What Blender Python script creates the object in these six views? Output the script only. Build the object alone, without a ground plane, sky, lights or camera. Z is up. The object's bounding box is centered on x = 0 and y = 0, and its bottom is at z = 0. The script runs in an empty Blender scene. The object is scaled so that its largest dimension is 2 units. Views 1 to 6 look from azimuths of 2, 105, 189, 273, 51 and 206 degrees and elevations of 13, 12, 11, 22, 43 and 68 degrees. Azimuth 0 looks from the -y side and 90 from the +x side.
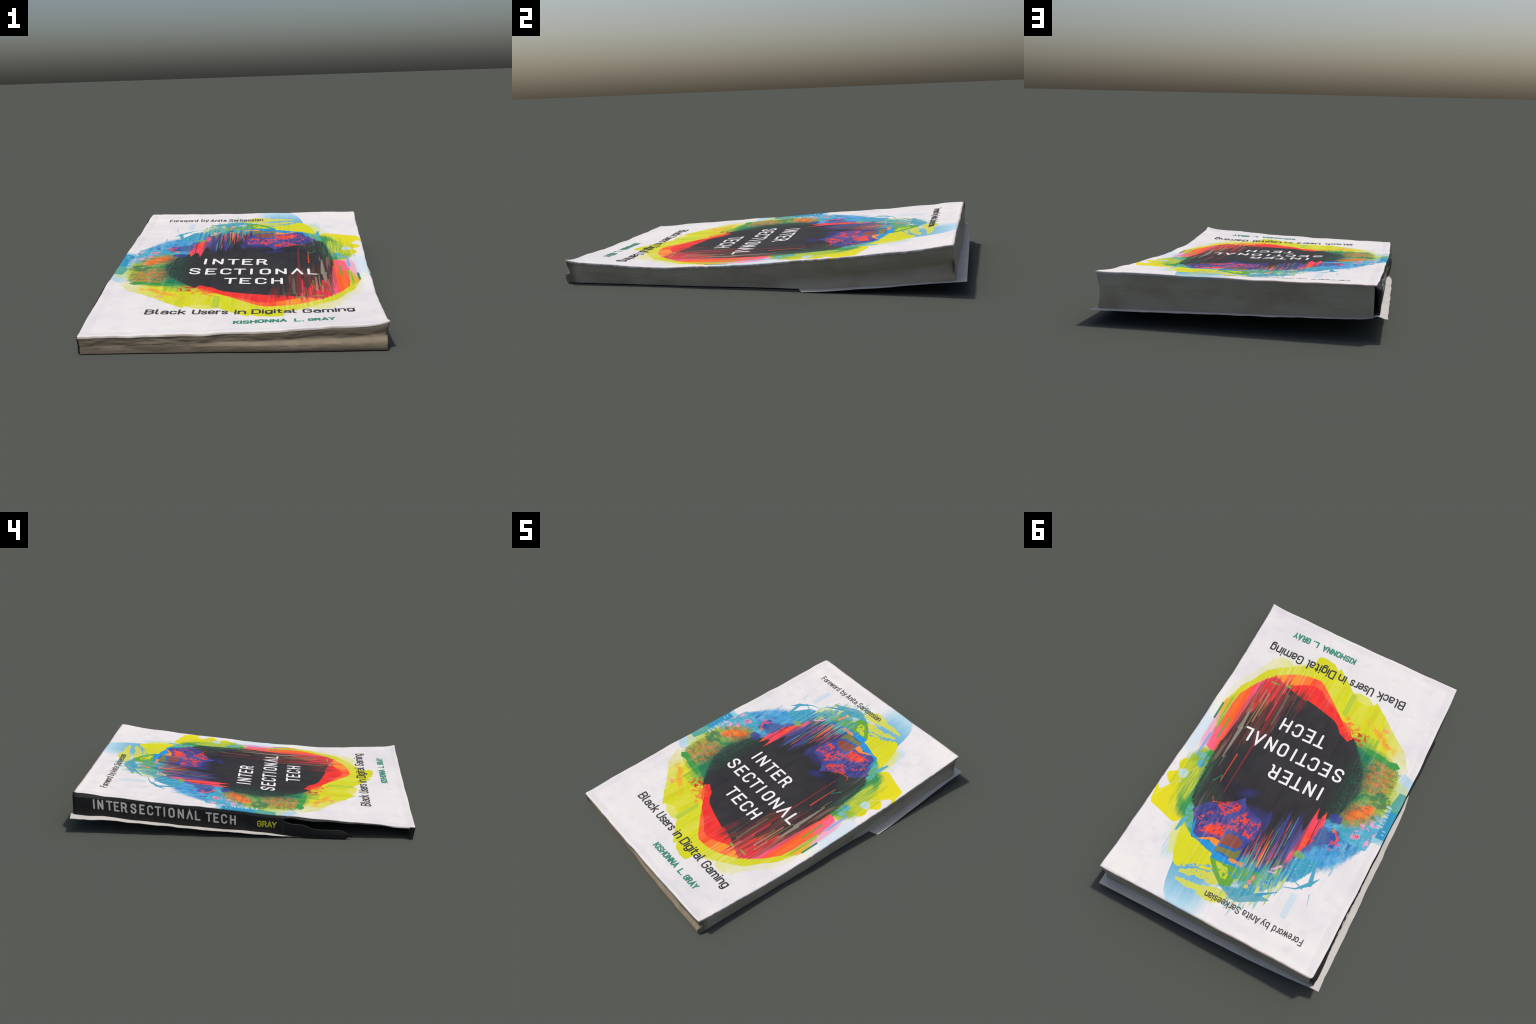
"""A worn paperback book lying on its back cover, head end raised, spine partly
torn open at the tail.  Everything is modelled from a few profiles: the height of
the front cover along spine and fore edge, the slope of the loose back cover, the
hollow of the fore edge.  Frame: metres, z up, spine on -x, head of the book on +y."""
import bpy, math, random
from mathutils import Vector, noise

random.seed(7)
LIT = 1.25          # how bright a white surface facing up renders under the set


# ------------------------------------------------------------------ profiles
def interp(x, xs, ys):
    if x <= xs[0]:
        return ys[0]
    for i in range(1, len(xs)):
        if x <= xs[i]:
            f = (x - xs[i - 1]) / (xs[i] - xs[i - 1])
            return ys[i - 1] + f * (ys[i] - ys[i - 1])
    return ys[-1]


def smooth(x, a, b):
    t = min(1.0, max(0.0, (x - a) / (b - a)))
    return t * t * (3 - 2 * t)


SPINE_T = [0, .04, .1, .2, .25, .35, .45, .53, .63, .74, .83, .91, .96, 1]
SPINE_Z = [.073, .077, .084, .1, .107, .122, .135, .152, .17, .187, .203, .2185, .2285, .2375]
FORE_T = [0, .06, .1, .15, .2, .28, .34, .41, .48, .56, .64, .74, .79, .84, .89, .95, 1]
FORE_Z = [.107, .102, .098, .092, .088, .089, .093, .1, .109, .1235, .137, .157, .168, .18, .191, .206, .226]


def fbm(x, y, z, s, octaves=3):
    return noise.fractal(Vector((x * s, y * s, z * s)), 1.0, 2.0, octaves)


def x_spine(t):
    return interp(t, [0, .1, .2, .28, .37, .45, .54, .63, .75, .88, 1], [-.638, -.6415, -.6435, -.6445, -.644, -.642, -.638, -.633, -.629, -.6215, -.6165])


def x_fore(t):
    return .5975 + .0415 * t + .004 * math.exp(-t / .03)


def y_tail(s):
    return -.976 - .015 * s


def y_head(s):
    return .9625 - .022 * s


def cover_xy(s, t):
    """s 0..1 spine to fore edge, t 0..1 tail to head; slightly uneven outline."""
    x = x_spine(t) + s * (x_fore(t) - x_spine(t))
    y = y_tail(s) + t * (y_head(s) - y_tail(s))
    wob = .0028
    if s > .5:
        x += wob * fbm(0, y, 3.1, 7) * smooth(s, .9, 1)
    else:
        x += wob * fbm(0, y, 7.7, 6) * smooth(1 - s, .9, 1)
    if t > .5:
        y += .003 * fbm(x, 0, 1.7, 6) * smooth(t, .95, 1)
    else:
        y += .003 * fbm(x, 0, 5.2, 6) * smooth(1 - t, .95, 1)
    # the spine corner at the head is knocked round
    r, d1, d2 = .022, s * 1.235, (1 - t) * 1.93
    if d1 < r and d2 < r:
        q = math.hypot(r - d1, r - d2)
        if q > 0:
            k = 1 - max(r - d1, r - d2) / q
            x += (r - d1) * k
            y -= (r - d2) * k
    return x, y


def cover_st(x, y):
    t = (y + .98) / 1.93
    for _ in range(3):
        s = (x - x_spine(t)) / (x_fore(t) - x_spine(t))
        t = (y - y_tail(s)) / (y_head(s) - y_tail(s))
    return s, t


def cover_z(s, t):
    s_, t_ = min(1, max(0, s)), min(1, max(0, t))
    z = (1 - s_) * interp(t_, SPINE_T, SPINE_Z) + s_ * interp(t_, FORE_T, FORE_Z)
    # slight smoothing of the profile polylines
    for d in (-.025, .025):
        u = min(1, max(0, t_ + d))
        z += (1 - s_) * interp(u, SPINE_T, SPINE_Z) + s_ * interp(u, FORE_T, FORE_Z)
    z /= 3
    z -= .010 * math.sin(math.pi * s_) * math.exp(-t_ / .05)             # tail edge sags
    z -= .0055 * math.sin(math.pi * s_ ** .8) * math.exp(-(1 - t_) / .05)     # so does the head edge
    z += .0030 * math.sin(math.pi * s_) * smooth(t_, .1, .4) * (1 - smooth(t_, .8, 1))
    z += .015 * math.exp(-((1 - s_) * 1.23 / .040) - (t_ * 1.93 / .034))
    z += .0042 * (2 * smooth(t_, .905, .955) - 1) * math.exp(-((t_ - .93) / .045) ** 2) * (1 - smooth(s_, .5, .75))       # ridge behind the head edge      # turned-up corner
    x = s_ * 1.23
    y = t_ * 1.93
    edge = min(s_ * 1.23, (1 - s_) * 1.23, t_ * 1.93, (1 - t_) * 1.93)
    z -= .0012 * math.exp(-((x - .045) / .008) ** 2)                        # hinge crease
    z += .0085 * math.exp(-((s_ - .13) / .17) ** 2) * smooth(t_, .0, .12) * (1 - smooth(t_, .45, .75))
    z -= .0045 * math.exp(-((s_ - .72) / .2) ** 2) * (math.exp(-((t_ - .12) / .08) ** 2) + math.exp(-((t_ - .74) / .09) ** 2))
    z += .0060 * (1 - smooth(edge, 0, .05))
    z += .0022 * fbm(x, y, .4, 5.5) * (1.0 + .9 * (1 - smooth(edge, 0, .09)))
    z += .0008 * fbm(x, y, 2.4, 17) * smooth(edge, .0, .05)
    return z


def surface(x, y):
    s, t = cover_st(x, y)
    return cover_z(s, t)


# slope of the loose back cover / where the book is cut by the ground
SHEET_YS = [-.50, -.376, -.29, -.2, -.1, -.02, .165, .35, .5, .635, .69, .795, .87, .976, 1.0]
SHEET_ZS = [0, 0, .007, .014, .025, .032, .041, .056, .072, .080, .086, .094, .091, .0975, .099]
SHEET_YF = [.25, .31, .44, .6, .84, 1.0]
SHEET_ZF = [0, .003, .013, .027, .0495, .0625]


def sheet_z(x, y):
    f = min(1, max(0, (x + .672) / 1.325))
    # along each side, then straight across between them (ruled surface)
    return (1 - f) * interp(y, SHEET_YS, SHEET_ZS) + f * interp(y, SHEET_YF, SHEET_ZF)


# ------------------------------------------------------------------ mesh helpers
def make_object(name, verts, faces, mat, parent, smooth_shade=True):
    me = bpy.data.meshes.new(name)
    me.from_pydata(verts, [], faces)
    me.validate()
    me.update()
    if smooth_shade:
        me.shade_smooth()
    ob = bpy.data.objects.new(name, me)
    bpy.context.scene.collection.objects.link(ob)
    me.materials.append(mat)
    ob.parent = parent
    return ob


def sharp_by_angle(ob, deg):
    ob.data.set_sharp_from_angle(angle=math.radians(deg))


# ------------------------------------------------------------------ node helper
def srgb(r, g, b, k=LIT):
    def lin(c):
        c /= 255.0
        return (c / 12.92 if c <= .04045 else ((c + .055) / 1.055) ** 2.4) / k
    return tuple(min(.95, lin(c)) for c in (r, g, b)) + (1.0,)


class Graph:
    def __init__(self, name, rough=.6, spec=.35):
        self.mat = bpy.data.materials.new(name)
        self.mat.use_nodes = True
        self.t = self.mat.node_tree
        self.bsdf = self.t.nodes['Principled BSDF']
        self.bsdf.inputs['Roughness'].default_value = rough
        self.bsdf.inputs['Specular IOR Level'].default_value = spec
        self.base = (1, 1, 1, 1)
        self.main = self.t
        self.frame()

    def frame(self):
        tc = self.n('ShaderNodeTexCoord')
        # each group starts from the ink below it (by a billionth), so groups are worked out one after another
        nudge = self.n('ShaderNodeVectorMath')
        nudge.operation = 'MULTIPLY_ADD'
        self.put(nudge.inputs[0], self.base if isinstance(self.base, bpy.types.NodeSocket) else (0, 0, 0))
        nudge.inputs[1].default_value = (1e-8, 1e-8, 1e-8)
        self.l(tc.outputs['Object'], nudge.inputs[2])
        self.pos = nudge.outputs[0]
        sep = self.n('ShaderNodeSeparateXYZ')
        self.l(self.pos, sep.inputs[0])
        self.x, self.y, self.z = sep.outputs

    def open_group(self, name, grain):
        """print the next inks inside a node group of their own; the shared grain comes in from outside"""
        self.below, self.grain = self.base, grain
        self.t = bpy.data.node_groups.new(name, 'ShaderNodeTree')
        self.t.interface.new_socket('Under', in_out='INPUT', socket_type='NodeSocketColor')
        for k in range(len(grain)):
            self.t.interface.new_socket('Grain %d' % k, in_out='INPUT', socket_type='NodeSocketFloat')
        self.t.interface.new_socket('Print', in_out='OUTPUT', socket_type='NodeSocketColor')
        gi = self.n('NodeGroupInput')
        self.base = gi.outputs[0]
        self.frame()
        return [self.m('MULTIPLY_ADD', self.x, 1e-8, gi.outputs[1 + k]) for k in range(len(grain))] + [self.x, self.y]

    def close_group(self):
        self.put(self.n('NodeGroupOutput').inputs[0], self.base)
        group, self.t = self.t, self.main
        nd = self.n('ShaderNodeGroup')
        nd.node_tree = group
        self.put(nd.inputs[0], self.below)
        for k, q in enumerate(self.grain):
            self.l(q, nd.inputs[1 + k])
        self.base = nd.outputs[0]

    def n(self, kind):
        return self.t.nodes.new(kind)

    def l(self, a, b):
        self.t.links.new(a, b)

    def put(self, sock, v):
        if isinstance(v, bpy.types.NodeSocket):
            self.l(v, sock)
        else:
            sock.default_value = v

    def m(self, op, a, b=0.0, c=0.0, clamp=False):
        nd = self.n('ShaderNodeMath')
        nd.operation = op
        self.put(nd.inputs[0], a)
        self.put(nd.inputs[1], b)
        if op in ('MULTIPLY_ADD', 'SMOOTH_MIN', 'SMOOTH_MAX'):
            self.put(nd.inputs[2], c)
        if clamp:
            cl = self.n('ShaderNodeClamp')
            self.l(nd.outputs[0], cl.inputs[0])
            return cl.outputs[0]
        return nd.outputs[0]

    def noise(self, sx, sy, sz=1.0, detail=3.0, rough=.55, off=0.0, dist=0.0):
        mp = self.n('ShaderNodeMapping')
        self.l(self.pos, mp.inputs['Vector'])
        mp.inputs['Scale'].default_value = (sx, sy, sz)
        mp.inputs['Location'].default_value = (off, off * .7, off * .3)
        nz = self.n('ShaderNodeTexNoise')
        nz.inputs['Scale'].default_value = 1.0
        nz.inputs['Detail'].default_value = detail
        nz.inputs['Roughness'].default_value = rough
        nz.inputs['Distortion'].default_value = dist
        self.l(mp.outputs[0], nz.inputs['Vector'])
        return nz.outputs['Fac']

    def rng(self, v, a, b, c=0.0, d=1.0):
        f = self.m('MULTIPLY_ADD', v, 1 / (b - a), -a / (b - a), clamp=True)
        return f if (c, d) == (0.0, 1.0) else self.m('MULTIPLY_ADD', f, d - c, c)

    def curve(self, v, pts, auto=False):
        """function given by control points (x, y); returns a socket in y units"""
        xs = [p[0] for p in pts]
        ys = [p[1] for p in pts]
        x0, x1, y0, y1 = min(xs), max(xs), min(ys), max(ys)
        if y1 - y0 < 1e-5:
            return y0
        nd = self.n('ShaderNodeFloatCurve')
        cm = nd.mapping
        cu = cm.curves[0]
        norm = [((px - x0) / (x1 - x0), (py - y0) / (y1 - y0)) for px, py in pts]
        cu.points[0].location = norm[0]
        cu.points[-1].location = norm[-1]
        for q in norm[1:-1]:
            cu.points.new(*q)
        for p in cu.points:
            p.handle_type = 'AUTO_CLAMPED' if auto else 'VECTOR'
        cm.update()
        f = self.m('MULTIPLY_ADD', v, 1 / (x1 - x0), -x0 / (x1 - x0))
        self.l(f, nd.inputs['Value'])
        return self.m('MULTIPLY_ADD', nd.outputs[0], y1 - y0, y0)

    def ramp(self, v, stops, constant=False):
        nd = self.n('ShaderNodeValToRGB')
        cr = nd.color_ramp
        cr.interpolation = 'CONSTANT' if constant else 'LINEAR'
        cr.elements.remove(cr.elements[1])
        cr.elements[0].position, cr.elements[0].color = stops[0]
        for p, c in stops[1:]:
            cr.elements.new(p).color = c
        self.put(nd.inputs[0], v)
        return nd.outputs[0]

    # ---- masks on the cover plane (x, y)
    def shake(self, v, field, amp):
        return self.m('MULTIPLY_ADD', field, amp, self.m('SUBTRACT', v, amp / 2))

    def span(self, lo, hi, soft=.003, jy=None, jx=None, auto=False):
        """region between two boundary curves lo(x) < y < hi(x)"""
        x = self.shake(self.x, *jx) if jx else self.x
        y = self.shake(self.y, *jy) if jy else self.y
        L = self.curve(x, lo, auto)
        H = self.curve(x, hi, auto)
        x0 = max(lo[0][0], hi[0][0])
        x1 = min(lo[-1][0], hi[-1][0])
        d = self.m('MINIMUM', self.m('SUBTRACT', y, L), self.m('SUBTRACT', H, y))
        e = self.m('MINIMUM', self.m('SUBTRACT', x, x0), self.m('SUBTRACT', x1, x))
        d = self.m('MINIMUM', d, e)
        return self.m('MULTIPLY_ADD', d, 1 / soft, .5, clamp=True)

    def box(self, x0, x1, y0, y1, soft=.002, jy=None, jx=None):
        x = self.shake(self.x, *jx) if jx else self.x
        y = self.shake(self.y, *jy) if jy else self.y
        dx = self.m('SUBTRACT', (x1 - x0) / 2, self.m('ABSOLUTE', self.m('SUBTRACT', x, (x0 + x1) / 2)))
        dy = self.m('SUBTRACT', (y1 - y0) / 2, self.m('ABSOLUTE', self.m('SUBTRACT', y, (y0 + y1) / 2)))
        return self.m('MULTIPLY_ADD', self.m('MINIMUM', dx, dy), 1 / soft, .5, clamp=True)

    def disc(self, cx, cy, rx, ry, soft=.1, ang=0.0, j=None):
        """ellipse; soft is relative to its radius"""
        c, s = math.cos(ang), math.sin(ang)
        dx = self.m('SUBTRACT', self.x, cx)
        dy = self.m('SUBTRACT', self.y, cy)
        u = self.m('MULTIPLY_ADD', dx, c / rx, self.m('MULTIPLY', dy, s / rx))
        v = self.m('MULTIPLY_ADD', dx, -s / ry, self.m('MULTIPLY', dy, c / ry))
        r = self.m('SQRT', self.m('ADD', self.m('MULTIPLY', u, u), self.m('MULTIPLY', v, v)))
        if j:
            r = self.shake(r, *j)
        return self.m('MULTIPLY_ADD', self.m('SUBTRACT', 1.0, r), 1 / soft, .5, clamp=True)

    def seg(self, ax, ay, bx, by, w0, w1=None, soft=.002):
        """brush stroke: capsule whose half width runs from w0 to w1"""
        w1 = w0 if w1 is None else w1
        dx, dy = bx - ax, by - ay
        ll = dx * dx + dy * dy
        px = self.m('SUBTRACT', self.x, ax)
        py = self.m('SUBTRACT', self.y, ay)
        h = self.m('MULTIPLY_ADD', px, dx / ll, self.m('MULTIPLY', py, dy / ll), clamp=True)
        ex = self.m('MULTIPLY_ADD', h, -dx, px)
        ey = self.m('MULTIPLY_ADD', h, -dy, py)
        r = self.m('SQRT', self.m('ADD', self.m('MULTIPLY', ex, ex), self.m('MULTIPLY', ey, ey)))
        w = self.m('MULTIPLY_ADD', h, w1 - w0, w0)
        return self.m('MULTIPLY_ADD', self.m('SUBTRACT', w, r), 1 / soft, .5, clamp=True)

    def mul(self, *ms):
        out = ms[0]
        for q in ms[1:]:
            out = self.m('MULTIPLY', out, q)
        return out

    def over(self, a, b):
        return self.m('MAXIMUM', a, b)

    def lay(self, col, mask, alpha=1.0):
        """print one ink over what is there"""
        if alpha != 1.0:
            mask = self.m('MULTIPLY', mask, alpha)
        nd = self.n('ShaderNodeMix')
        nd.data_type = 'RGBA'
        self.put(nd.inputs[0], mask)
        self.put(nd.inputs[6], self.base)
        self.put(nd.inputs[7], col)
        self.base = nd.outputs[2]

    def done(self, bump=None, strength=.2, distance=.002):
        self.put(self.bsdf.inputs['Base Color'], self.base)
        if bump is not None:
            b = self.n('ShaderNodeBump')
            b.inputs['Strength'].default_value = strength
            b.inputs['Distance'].default_value = distance
            self.l(bump, b.inputs['Height'])
            self.l(b.outputs[0], self.bsdf.inputs['Normal'])
        return self.mat


# ------------------------------------------------------------------ inks
INK = srgb(54, 53, 56)
LIME = srgb(218, 217, 36)
PALE_LIME = srgb(228, 226, 128)
RED = srgb(243, 52, 50)
ORANGE = srgb(255, 100, 48)
AMBER = srgb(252, 152, 48)
PINK = srgb(255, 98, 132)
ROSE = srgb(238, 165, 192)
GREEN = srgb(72, 158, 76)
DEEP_GREEN = srgb(32, 128, 92)
TEAL = srgb(62, 160, 182)
CYAN = srgb(56, 156, 204)
SKY = srgb(92, 168, 228)
AZURE = srgb(34, 148, 214)
PALE_BLUE = srgb(176, 212, 230)
INDIGO = srgb(70, 74, 148)
OLIVE = srgb(126, 126, 68)
BROWN = srgb(140, 76, 66)
PAPER = srgb(237, 233, 232)


def cover_print():
    """white card with an abstract brush-and-glitch print, streaked along y"""
    g = Graph('printed_cover', rough=.75, spec=.10)

    # shared grain: two isotropic noises, ragged brush ends, streaks, hair-fine streaks
    grain = (g.noise(9, 9, detail=4), g.noise(38, 38, detail=4, off=3.0), g.noise(75, .9, detail=2, off=5.0),
             g.noise(62, 2.2, detail=3, off=1.0), g.noise(190, 6, detail=2, off=9.0))

    # paper, faintly mottled grey and cream
    g.base = g.ramp(g.noise(4, 4, detail=5, off=2), [(.32, srgb(226, 223, 225)), (.5, srgb(235, 231, 231)), (.72, srgb(238, 235, 229))])
    g.lay(srgb(214, 212, 216), g.rng(g.noise(13, 13, detail=4, off=8, dist=.5), .54, .70), .42)
    n1, n2, jag, st, fine, X, Y = g.open_group('print_head', grain)

    def thr(v, a, b):
        return g.rng(v, a, b)

    # ---------------------------------------------------------------- head end
    slab = g.span([(.0, .66), (.318, .68)],
                  [(.0, .99), (.2, .985), (.231, .95), (.253, .929), (.278, .897), (.295, .856), (.308, .80), (.318, .735)])
    slab_col = g.ramp(g.rng(g.shake(Y, st, .10), .70, .95), [(.1, srgb(98, 172, 204)), (.5, srgb(136, 190, 214)), (.92, srgb(182, 216, 232))])
    fade = g.rng(g.shake(X, st, .16), .01, .13)
    g.lay(slab_col, g.mul(slab, fade))
    g.lay(srgb(160, 208, 226), g.mul(g.span([(.32, .46), (.44, .46)], [(.32, .72), (.40, .74), (.44, .60)], soft=.05, jx=(n2, .08)), thr(st, .42, .6)), .6)
    g.lay(srgb(224, 224, 96), g.span([(.34, .52), (.375, .50), (.415, .53)], [(.34, .70), (.375, .70), (.415, .60)], soft=.035, jx=(n2, .06)), .75)
    lime = g.span([(-.02, .66), (.115, .62), (.148, .60), (.204, .57), (.298, .54), (.337, .50), (.366, .44), (.383, .44)],
                  [(-.02, .72), (.08, .70), (.115, .693), (.212, .712), (.27, .749), (.302, .748), (.324, .726), (.346, .68), (.367, .613), (.383, .54)],
                  jy=(n2, .012))
    g.lay(g.ramp(X, [(.2, LIME), (.23, srgb(211, 211, 34)), (.27, LIME)]), lime)
    rough_edge = (n2, .05)
    dash = g.span([(-.01, .72), (.04, .725), (.087, .700), (.147, .706), (.214, .727), (.262, .762)],
                  [(-.01, .735), (.044, .745), (.101, .757), (.173, .752), (.205, .772), (.262, .775)], jy=rough_edge)
    dash2 = g.span([(-.05, .77), (.0, .755), (.05, .765), (.103, .783), (.162, .792), (.26, .803)],
                   [(-.05, .80), (.028, .845), (.089, .842), (.134, .828), (.2, .828), (.26, .812)], jy=(n2, .045))
    g.lay(srgb(214, 214, 66), g.mul(g.over(dash, dash2), thr(g.noise(60, 60, detail=4, rough=.7, off=6), .36, .42)), .95)
    g.lay(srgb(98, 172, 200), g.mul(g.span([(.07, .675), (.14, .672), (.27, .728)], [(.07, .70), (.14, .692), (.27, .752)], jy=rough_edge), thr(n2, .45, .55)))
    g.close_group()
    n1, n2, jag, st, fine, X, Y = g.open_group('print_part_1', grain)
    # ---------------------------------------------------------------- fore-edge fragment with lobes
    YEL = srgb(228, 218, 34)
    frag = g.span([(.38, .25), (.44, .2), (.5, .3), (.56, .335), (.58, .372), (.60, .40), (.611, .395), (.62, .378), (.634, .37)],
                  [(.38, .47), (.42, .53), (.433, .54), (.459, .535), (.53, .512), (.603, .492), (.613, .47), (.622, .412), (.634, .40)])
    for cx, cy, rx, ry in ((.566, .300, .036, .042), (.592, .296, .020, .024), (.556, .200, .030, .038), (.506, .078, .030, .028)):
        frag = g.over(frag, g.disc(cx, cy, rx, ry))
    g.lay(YEL, frag)
    grn = g.span([(.36, .30), (.43, -.02), (.47, .04), (.52, .08), (.56, .13)],
                 [(.36, .52), (.39, .50), (.43, .485), (.47, .46), (.51, .36), (.53, .25), (.56, .15)], soft=.05, jx=(st, .05), jy=(n2, .05))
    g.lay(g.ramp(g.shake(X, st, .05), [(.43, srgb(52, 146, 82)), (.475, srgb(82, 164, 70)), (.54, srgb(172, 196, 48))]), grn)
    g.lay(srgb(152, 182, 44), g.mul(g.span([(.44, .1), (.56, .14)], [(.44, .5), (.5, .5), (.56, .3)], soft=.04), thr(fine, .5, .62)), .6)
    g.lay(srgb(196, 204, 44), g.mul(g.span([(.44, .12), (.575, .19)], [(.44, .4), (.575, .34)], soft=.02, jx=(st, .06)), thr(fine, .42, .52)), .9)
    g.lay(srgb(182, 216, 230), g.mul(g.disc(.531, .256, .027, .030), thr(st, .25, .5)))
    g.lay(srgb(84, 176, 184), g.disc(.474, .155, .024, .027))
    g.lay(srgb(240, 232, 120), g.seg(.604, .436, .486, .19, .0012, .001))
    g.lay(srgb(112, 182, 196), g.mul(g.span([(.45, .1), (.5, .085), (.53, .12)], [(.45, .12), (.5, .13), (.53, .125)], jy=(n2, .03)), thr(st, .44, .5)), .8)
    strip = g.span([(.30, .50), (.33, .46), (.36, .40), (.39, .38), (.41, .40)],
                   [(.30, .56), (.33, .55), (.36, .52), (.39, .49), (.41, .44)], jy=(n2, .04))
    g.lay(srgb(86, 172, 168), strip)
    g.lay(srgb(84, 166, 74), g.mul(strip, thr(n2, .5, .53)))
    g.lay(srgb(88, 172, 186), g.span([(.376, .47), (.402, .50)], [(.376, .52), (.39, .575), (.402, .575)], jx=(fine, .01)))
    g.close_group()
    n1, n2, jag, st, fine, X, Y = g.open_group('print_part_2', grain)
    # ---------------------------------------------------------------- blue wash by the spine
    soft_blue = g.span([(-.56, .19), (-.42, .14), (-.38, .05), (-.2, .1), (-.05, .4)],
                       [(-.56, .20), (-.50, .31), (-.457, .385), (-.40, .42), (-.32, .47), (-.25, .50), (-.05, .52)], soft=.05, jy=(n2, .06))
    g.lay(g.ramp(n1, [(.36, srgb(52, 152, 196)), (.52, srgb(78, 160, 220)), (.68, srgb(120, 192, 230))]), soft_blue)
    top_blue = g.span([(-.375, .40), (-.2, .38), (.04, .44)],
                      [(-.375, .45), (-.34, .50), (-.31, .55), (-.26, .57), (-.2, .65), (-.13, .72), (-.06, .76), (.04, .745)], soft=.012, jy=(jag, .06))
    g.lay(g.ramp(st, [(.36, srgb(40, 146, 206)), (.46, srgb(58, 158, 190)), (.56, srgb(84, 174, 200)), (.66, srgb(48, 150, 200))]), top_blue)
    g.lay(srgb(96, 172, 84), g.mul(top_blue, g.span([(-.24, .45), (.02, .55)], [(-.24, .58), (-.1, .68), (.02, .72)], soft=.04, jy=(jag, .1)), thr(g.noise(34, 5, detail=4, off=7), .48, .54)), .85)
    g.lay(srgb(206, 214, 70), g.mul(top_blue, g.span([(-.24, .52), (.02, .60)], [(-.24, .62), (-.1, .70), (.02, .76)], soft=.04, jy=(jag, .1)), thr(g.noise(44, 8, detail=4, off=17), .54, .58)), .9)
    # wisps: darker and paler dabs of the same blues, indigo where they near the black
    wisp = g.noise(34, 17, detail=5, rough=.72, off=57, dist=1.1)
    wet = g.over(soft_blue, top_blue)
    g.lay(srgb(38, 132, 178), g.mul(wet, thr(wisp, .51, .56)), .7)
    g.lay(srgb(70, 166, 160), g.mul(wet, thr(wisp, .46, .42), thr(n1, .45, .6)), .7)
    g.lay(srgb(176, 216, 234), g.mul(wet, thr(wisp, .60, .64)), .7)
    g.lay(srgb(64, 84, 166), g.mul(wet, thr(wisp, .44, .40), g.rng(g.shake(Y, n2, .12), .34, .22)), .8)
    # white torn gaps and the teal twig
    g.lay(PAPER, g.over(g.seg(-.37, .46, -.335, .55, .006, .016, soft=.012), g.seg(-.335, .55, -.25, .585, .014, .010, soft=.012)), .9)
    twig = g.over(g.seg(-.385, .52, -.33, .575, .012, .004), g.seg(-.372, .425, -.388, .52, .008, .012))
    twig = g.over(twig, g.over(g.seg(-.33, .575, -.255, .60, .004, .001), g.seg(-.388, .52, -.42, .47, .010, .002)))
    twig = g.over(twig, g.seg(-.36, .56, -.30, .535, .004, .002))
    g.lay(srgb(76, 164, 192), twig)
    g.lay(srgb(70, 160, 190), g.over(g.seg(-.425, .63, -.41, .57, .0008, .002), g.seg(-.46, .40, -.455, .43, .002)))
    g.lay(srgb(204, 221, 230), g.box(-.357, -.322, .60, .747), .9)
    # tangle of lime, teal and pale streaks running to the head edge
    veil = g.span([(-.27, .52), (-.2, .56), (-.1, .60), (.04, .66)],
                  [(-.27, .60), (-.2, .74), (-.14, .80), (-.07, .84), (-.02, .80), (.04, .78)], soft=.02, jy=(jag, .22))
    g.lay(g.ramp(st, [(.34, srgb(86, 176, 204)), (.44, srgb(212, 216, 92)), (.50, srgb(110, 186, 206)), (.55, srgb(216, 218, 96)), (.61, srgb(92, 170, 110)), (.66, srgb(206, 224, 228)), (.70, TEAL)], True),
          g.mul(veil, thr(st, .46, .52), thr(fine, .34, .44)), .9)
    crown = g.span([(-.235, .695), (-.19, .688), (-.12, .70), (-.05, .69), (.03, .70)],
                   [(-.235, .700), (-.16, .742), (-.096, .778), (-.05, .78), (.03, .74)], jy=(n2, .008))
    g.lay(srgb(72, 160, 182), crown, .85)
    g.lay(srgb(70, 158, 186), g.seg(-.255, .636, -.165, .698, .002, .010))
    g.lay(srgb(222, 236, 236), g.seg(-.05, .70, -.01, .715, .010, .006, soft=.02), .7)
    g.close_group()
    n1, n2, jag, st, fine, X, Y = g.open_group('print_part_3', grain)
    # green leaf and its teal shade
    leaf = g.span([(-.02, .64), (.02, .63), (.05, .625), (.10, .60), (.152, .60)],
                  [(-.02, .72), (.01, .735), (.04, .735), (.087, .70), (.124, .662), (.152, .628)])
    g.lay(srgb(102, 168, 62), leaf)
    g.lay(srgb(200, 212, 48), g.mul(g.span([(.02, .64), (.09, .63), (.11, .63)], [(.02, .70), (.05, .70), (.11, .64)]), thr(n2, .44, .47)))
    mid_green = g.span([(-.12, .59), (-.03, .585), (.05, .60)], [(-.12, .655), (-.02, .672), (.02, .665), (.05, .63)], jy=(n2, .03))
    g.lay(g.ramp(n1, [(.42, srgb(84, 164, 110)), (.48, srgb(110, 168, 60)), (.56, srgb(66, 160, 182)), (.6, srgb(122, 156, 60))], True), mid_green)
    g.close_group()
    n1, n2, jag, st, fine, X, Y = g.open_group('print_part_4', grain)
    # ---------------------------------------------------------------- lime at the tail
    pale = g.span([(.17, -.715), (.241, -.712), (.295, -.682), (.35, -.690), (.40, -.688), (.43, -.66), (.45, -.60), (.52, -.50), (.57, -.36)],
                  [(.17, -.4), (.57, -.2)], soft=.004, jy=(jag, .10))
    g.lay(PALE_LIME, g.mul(pale, thr(g.shake(X, st, .5), .75, .15)), .85)
    g.lay(srgb(216, 218, 70), g.mul(pale, thr(st, .48, .52), g.rng(X, .5, .15)), .8)
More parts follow.
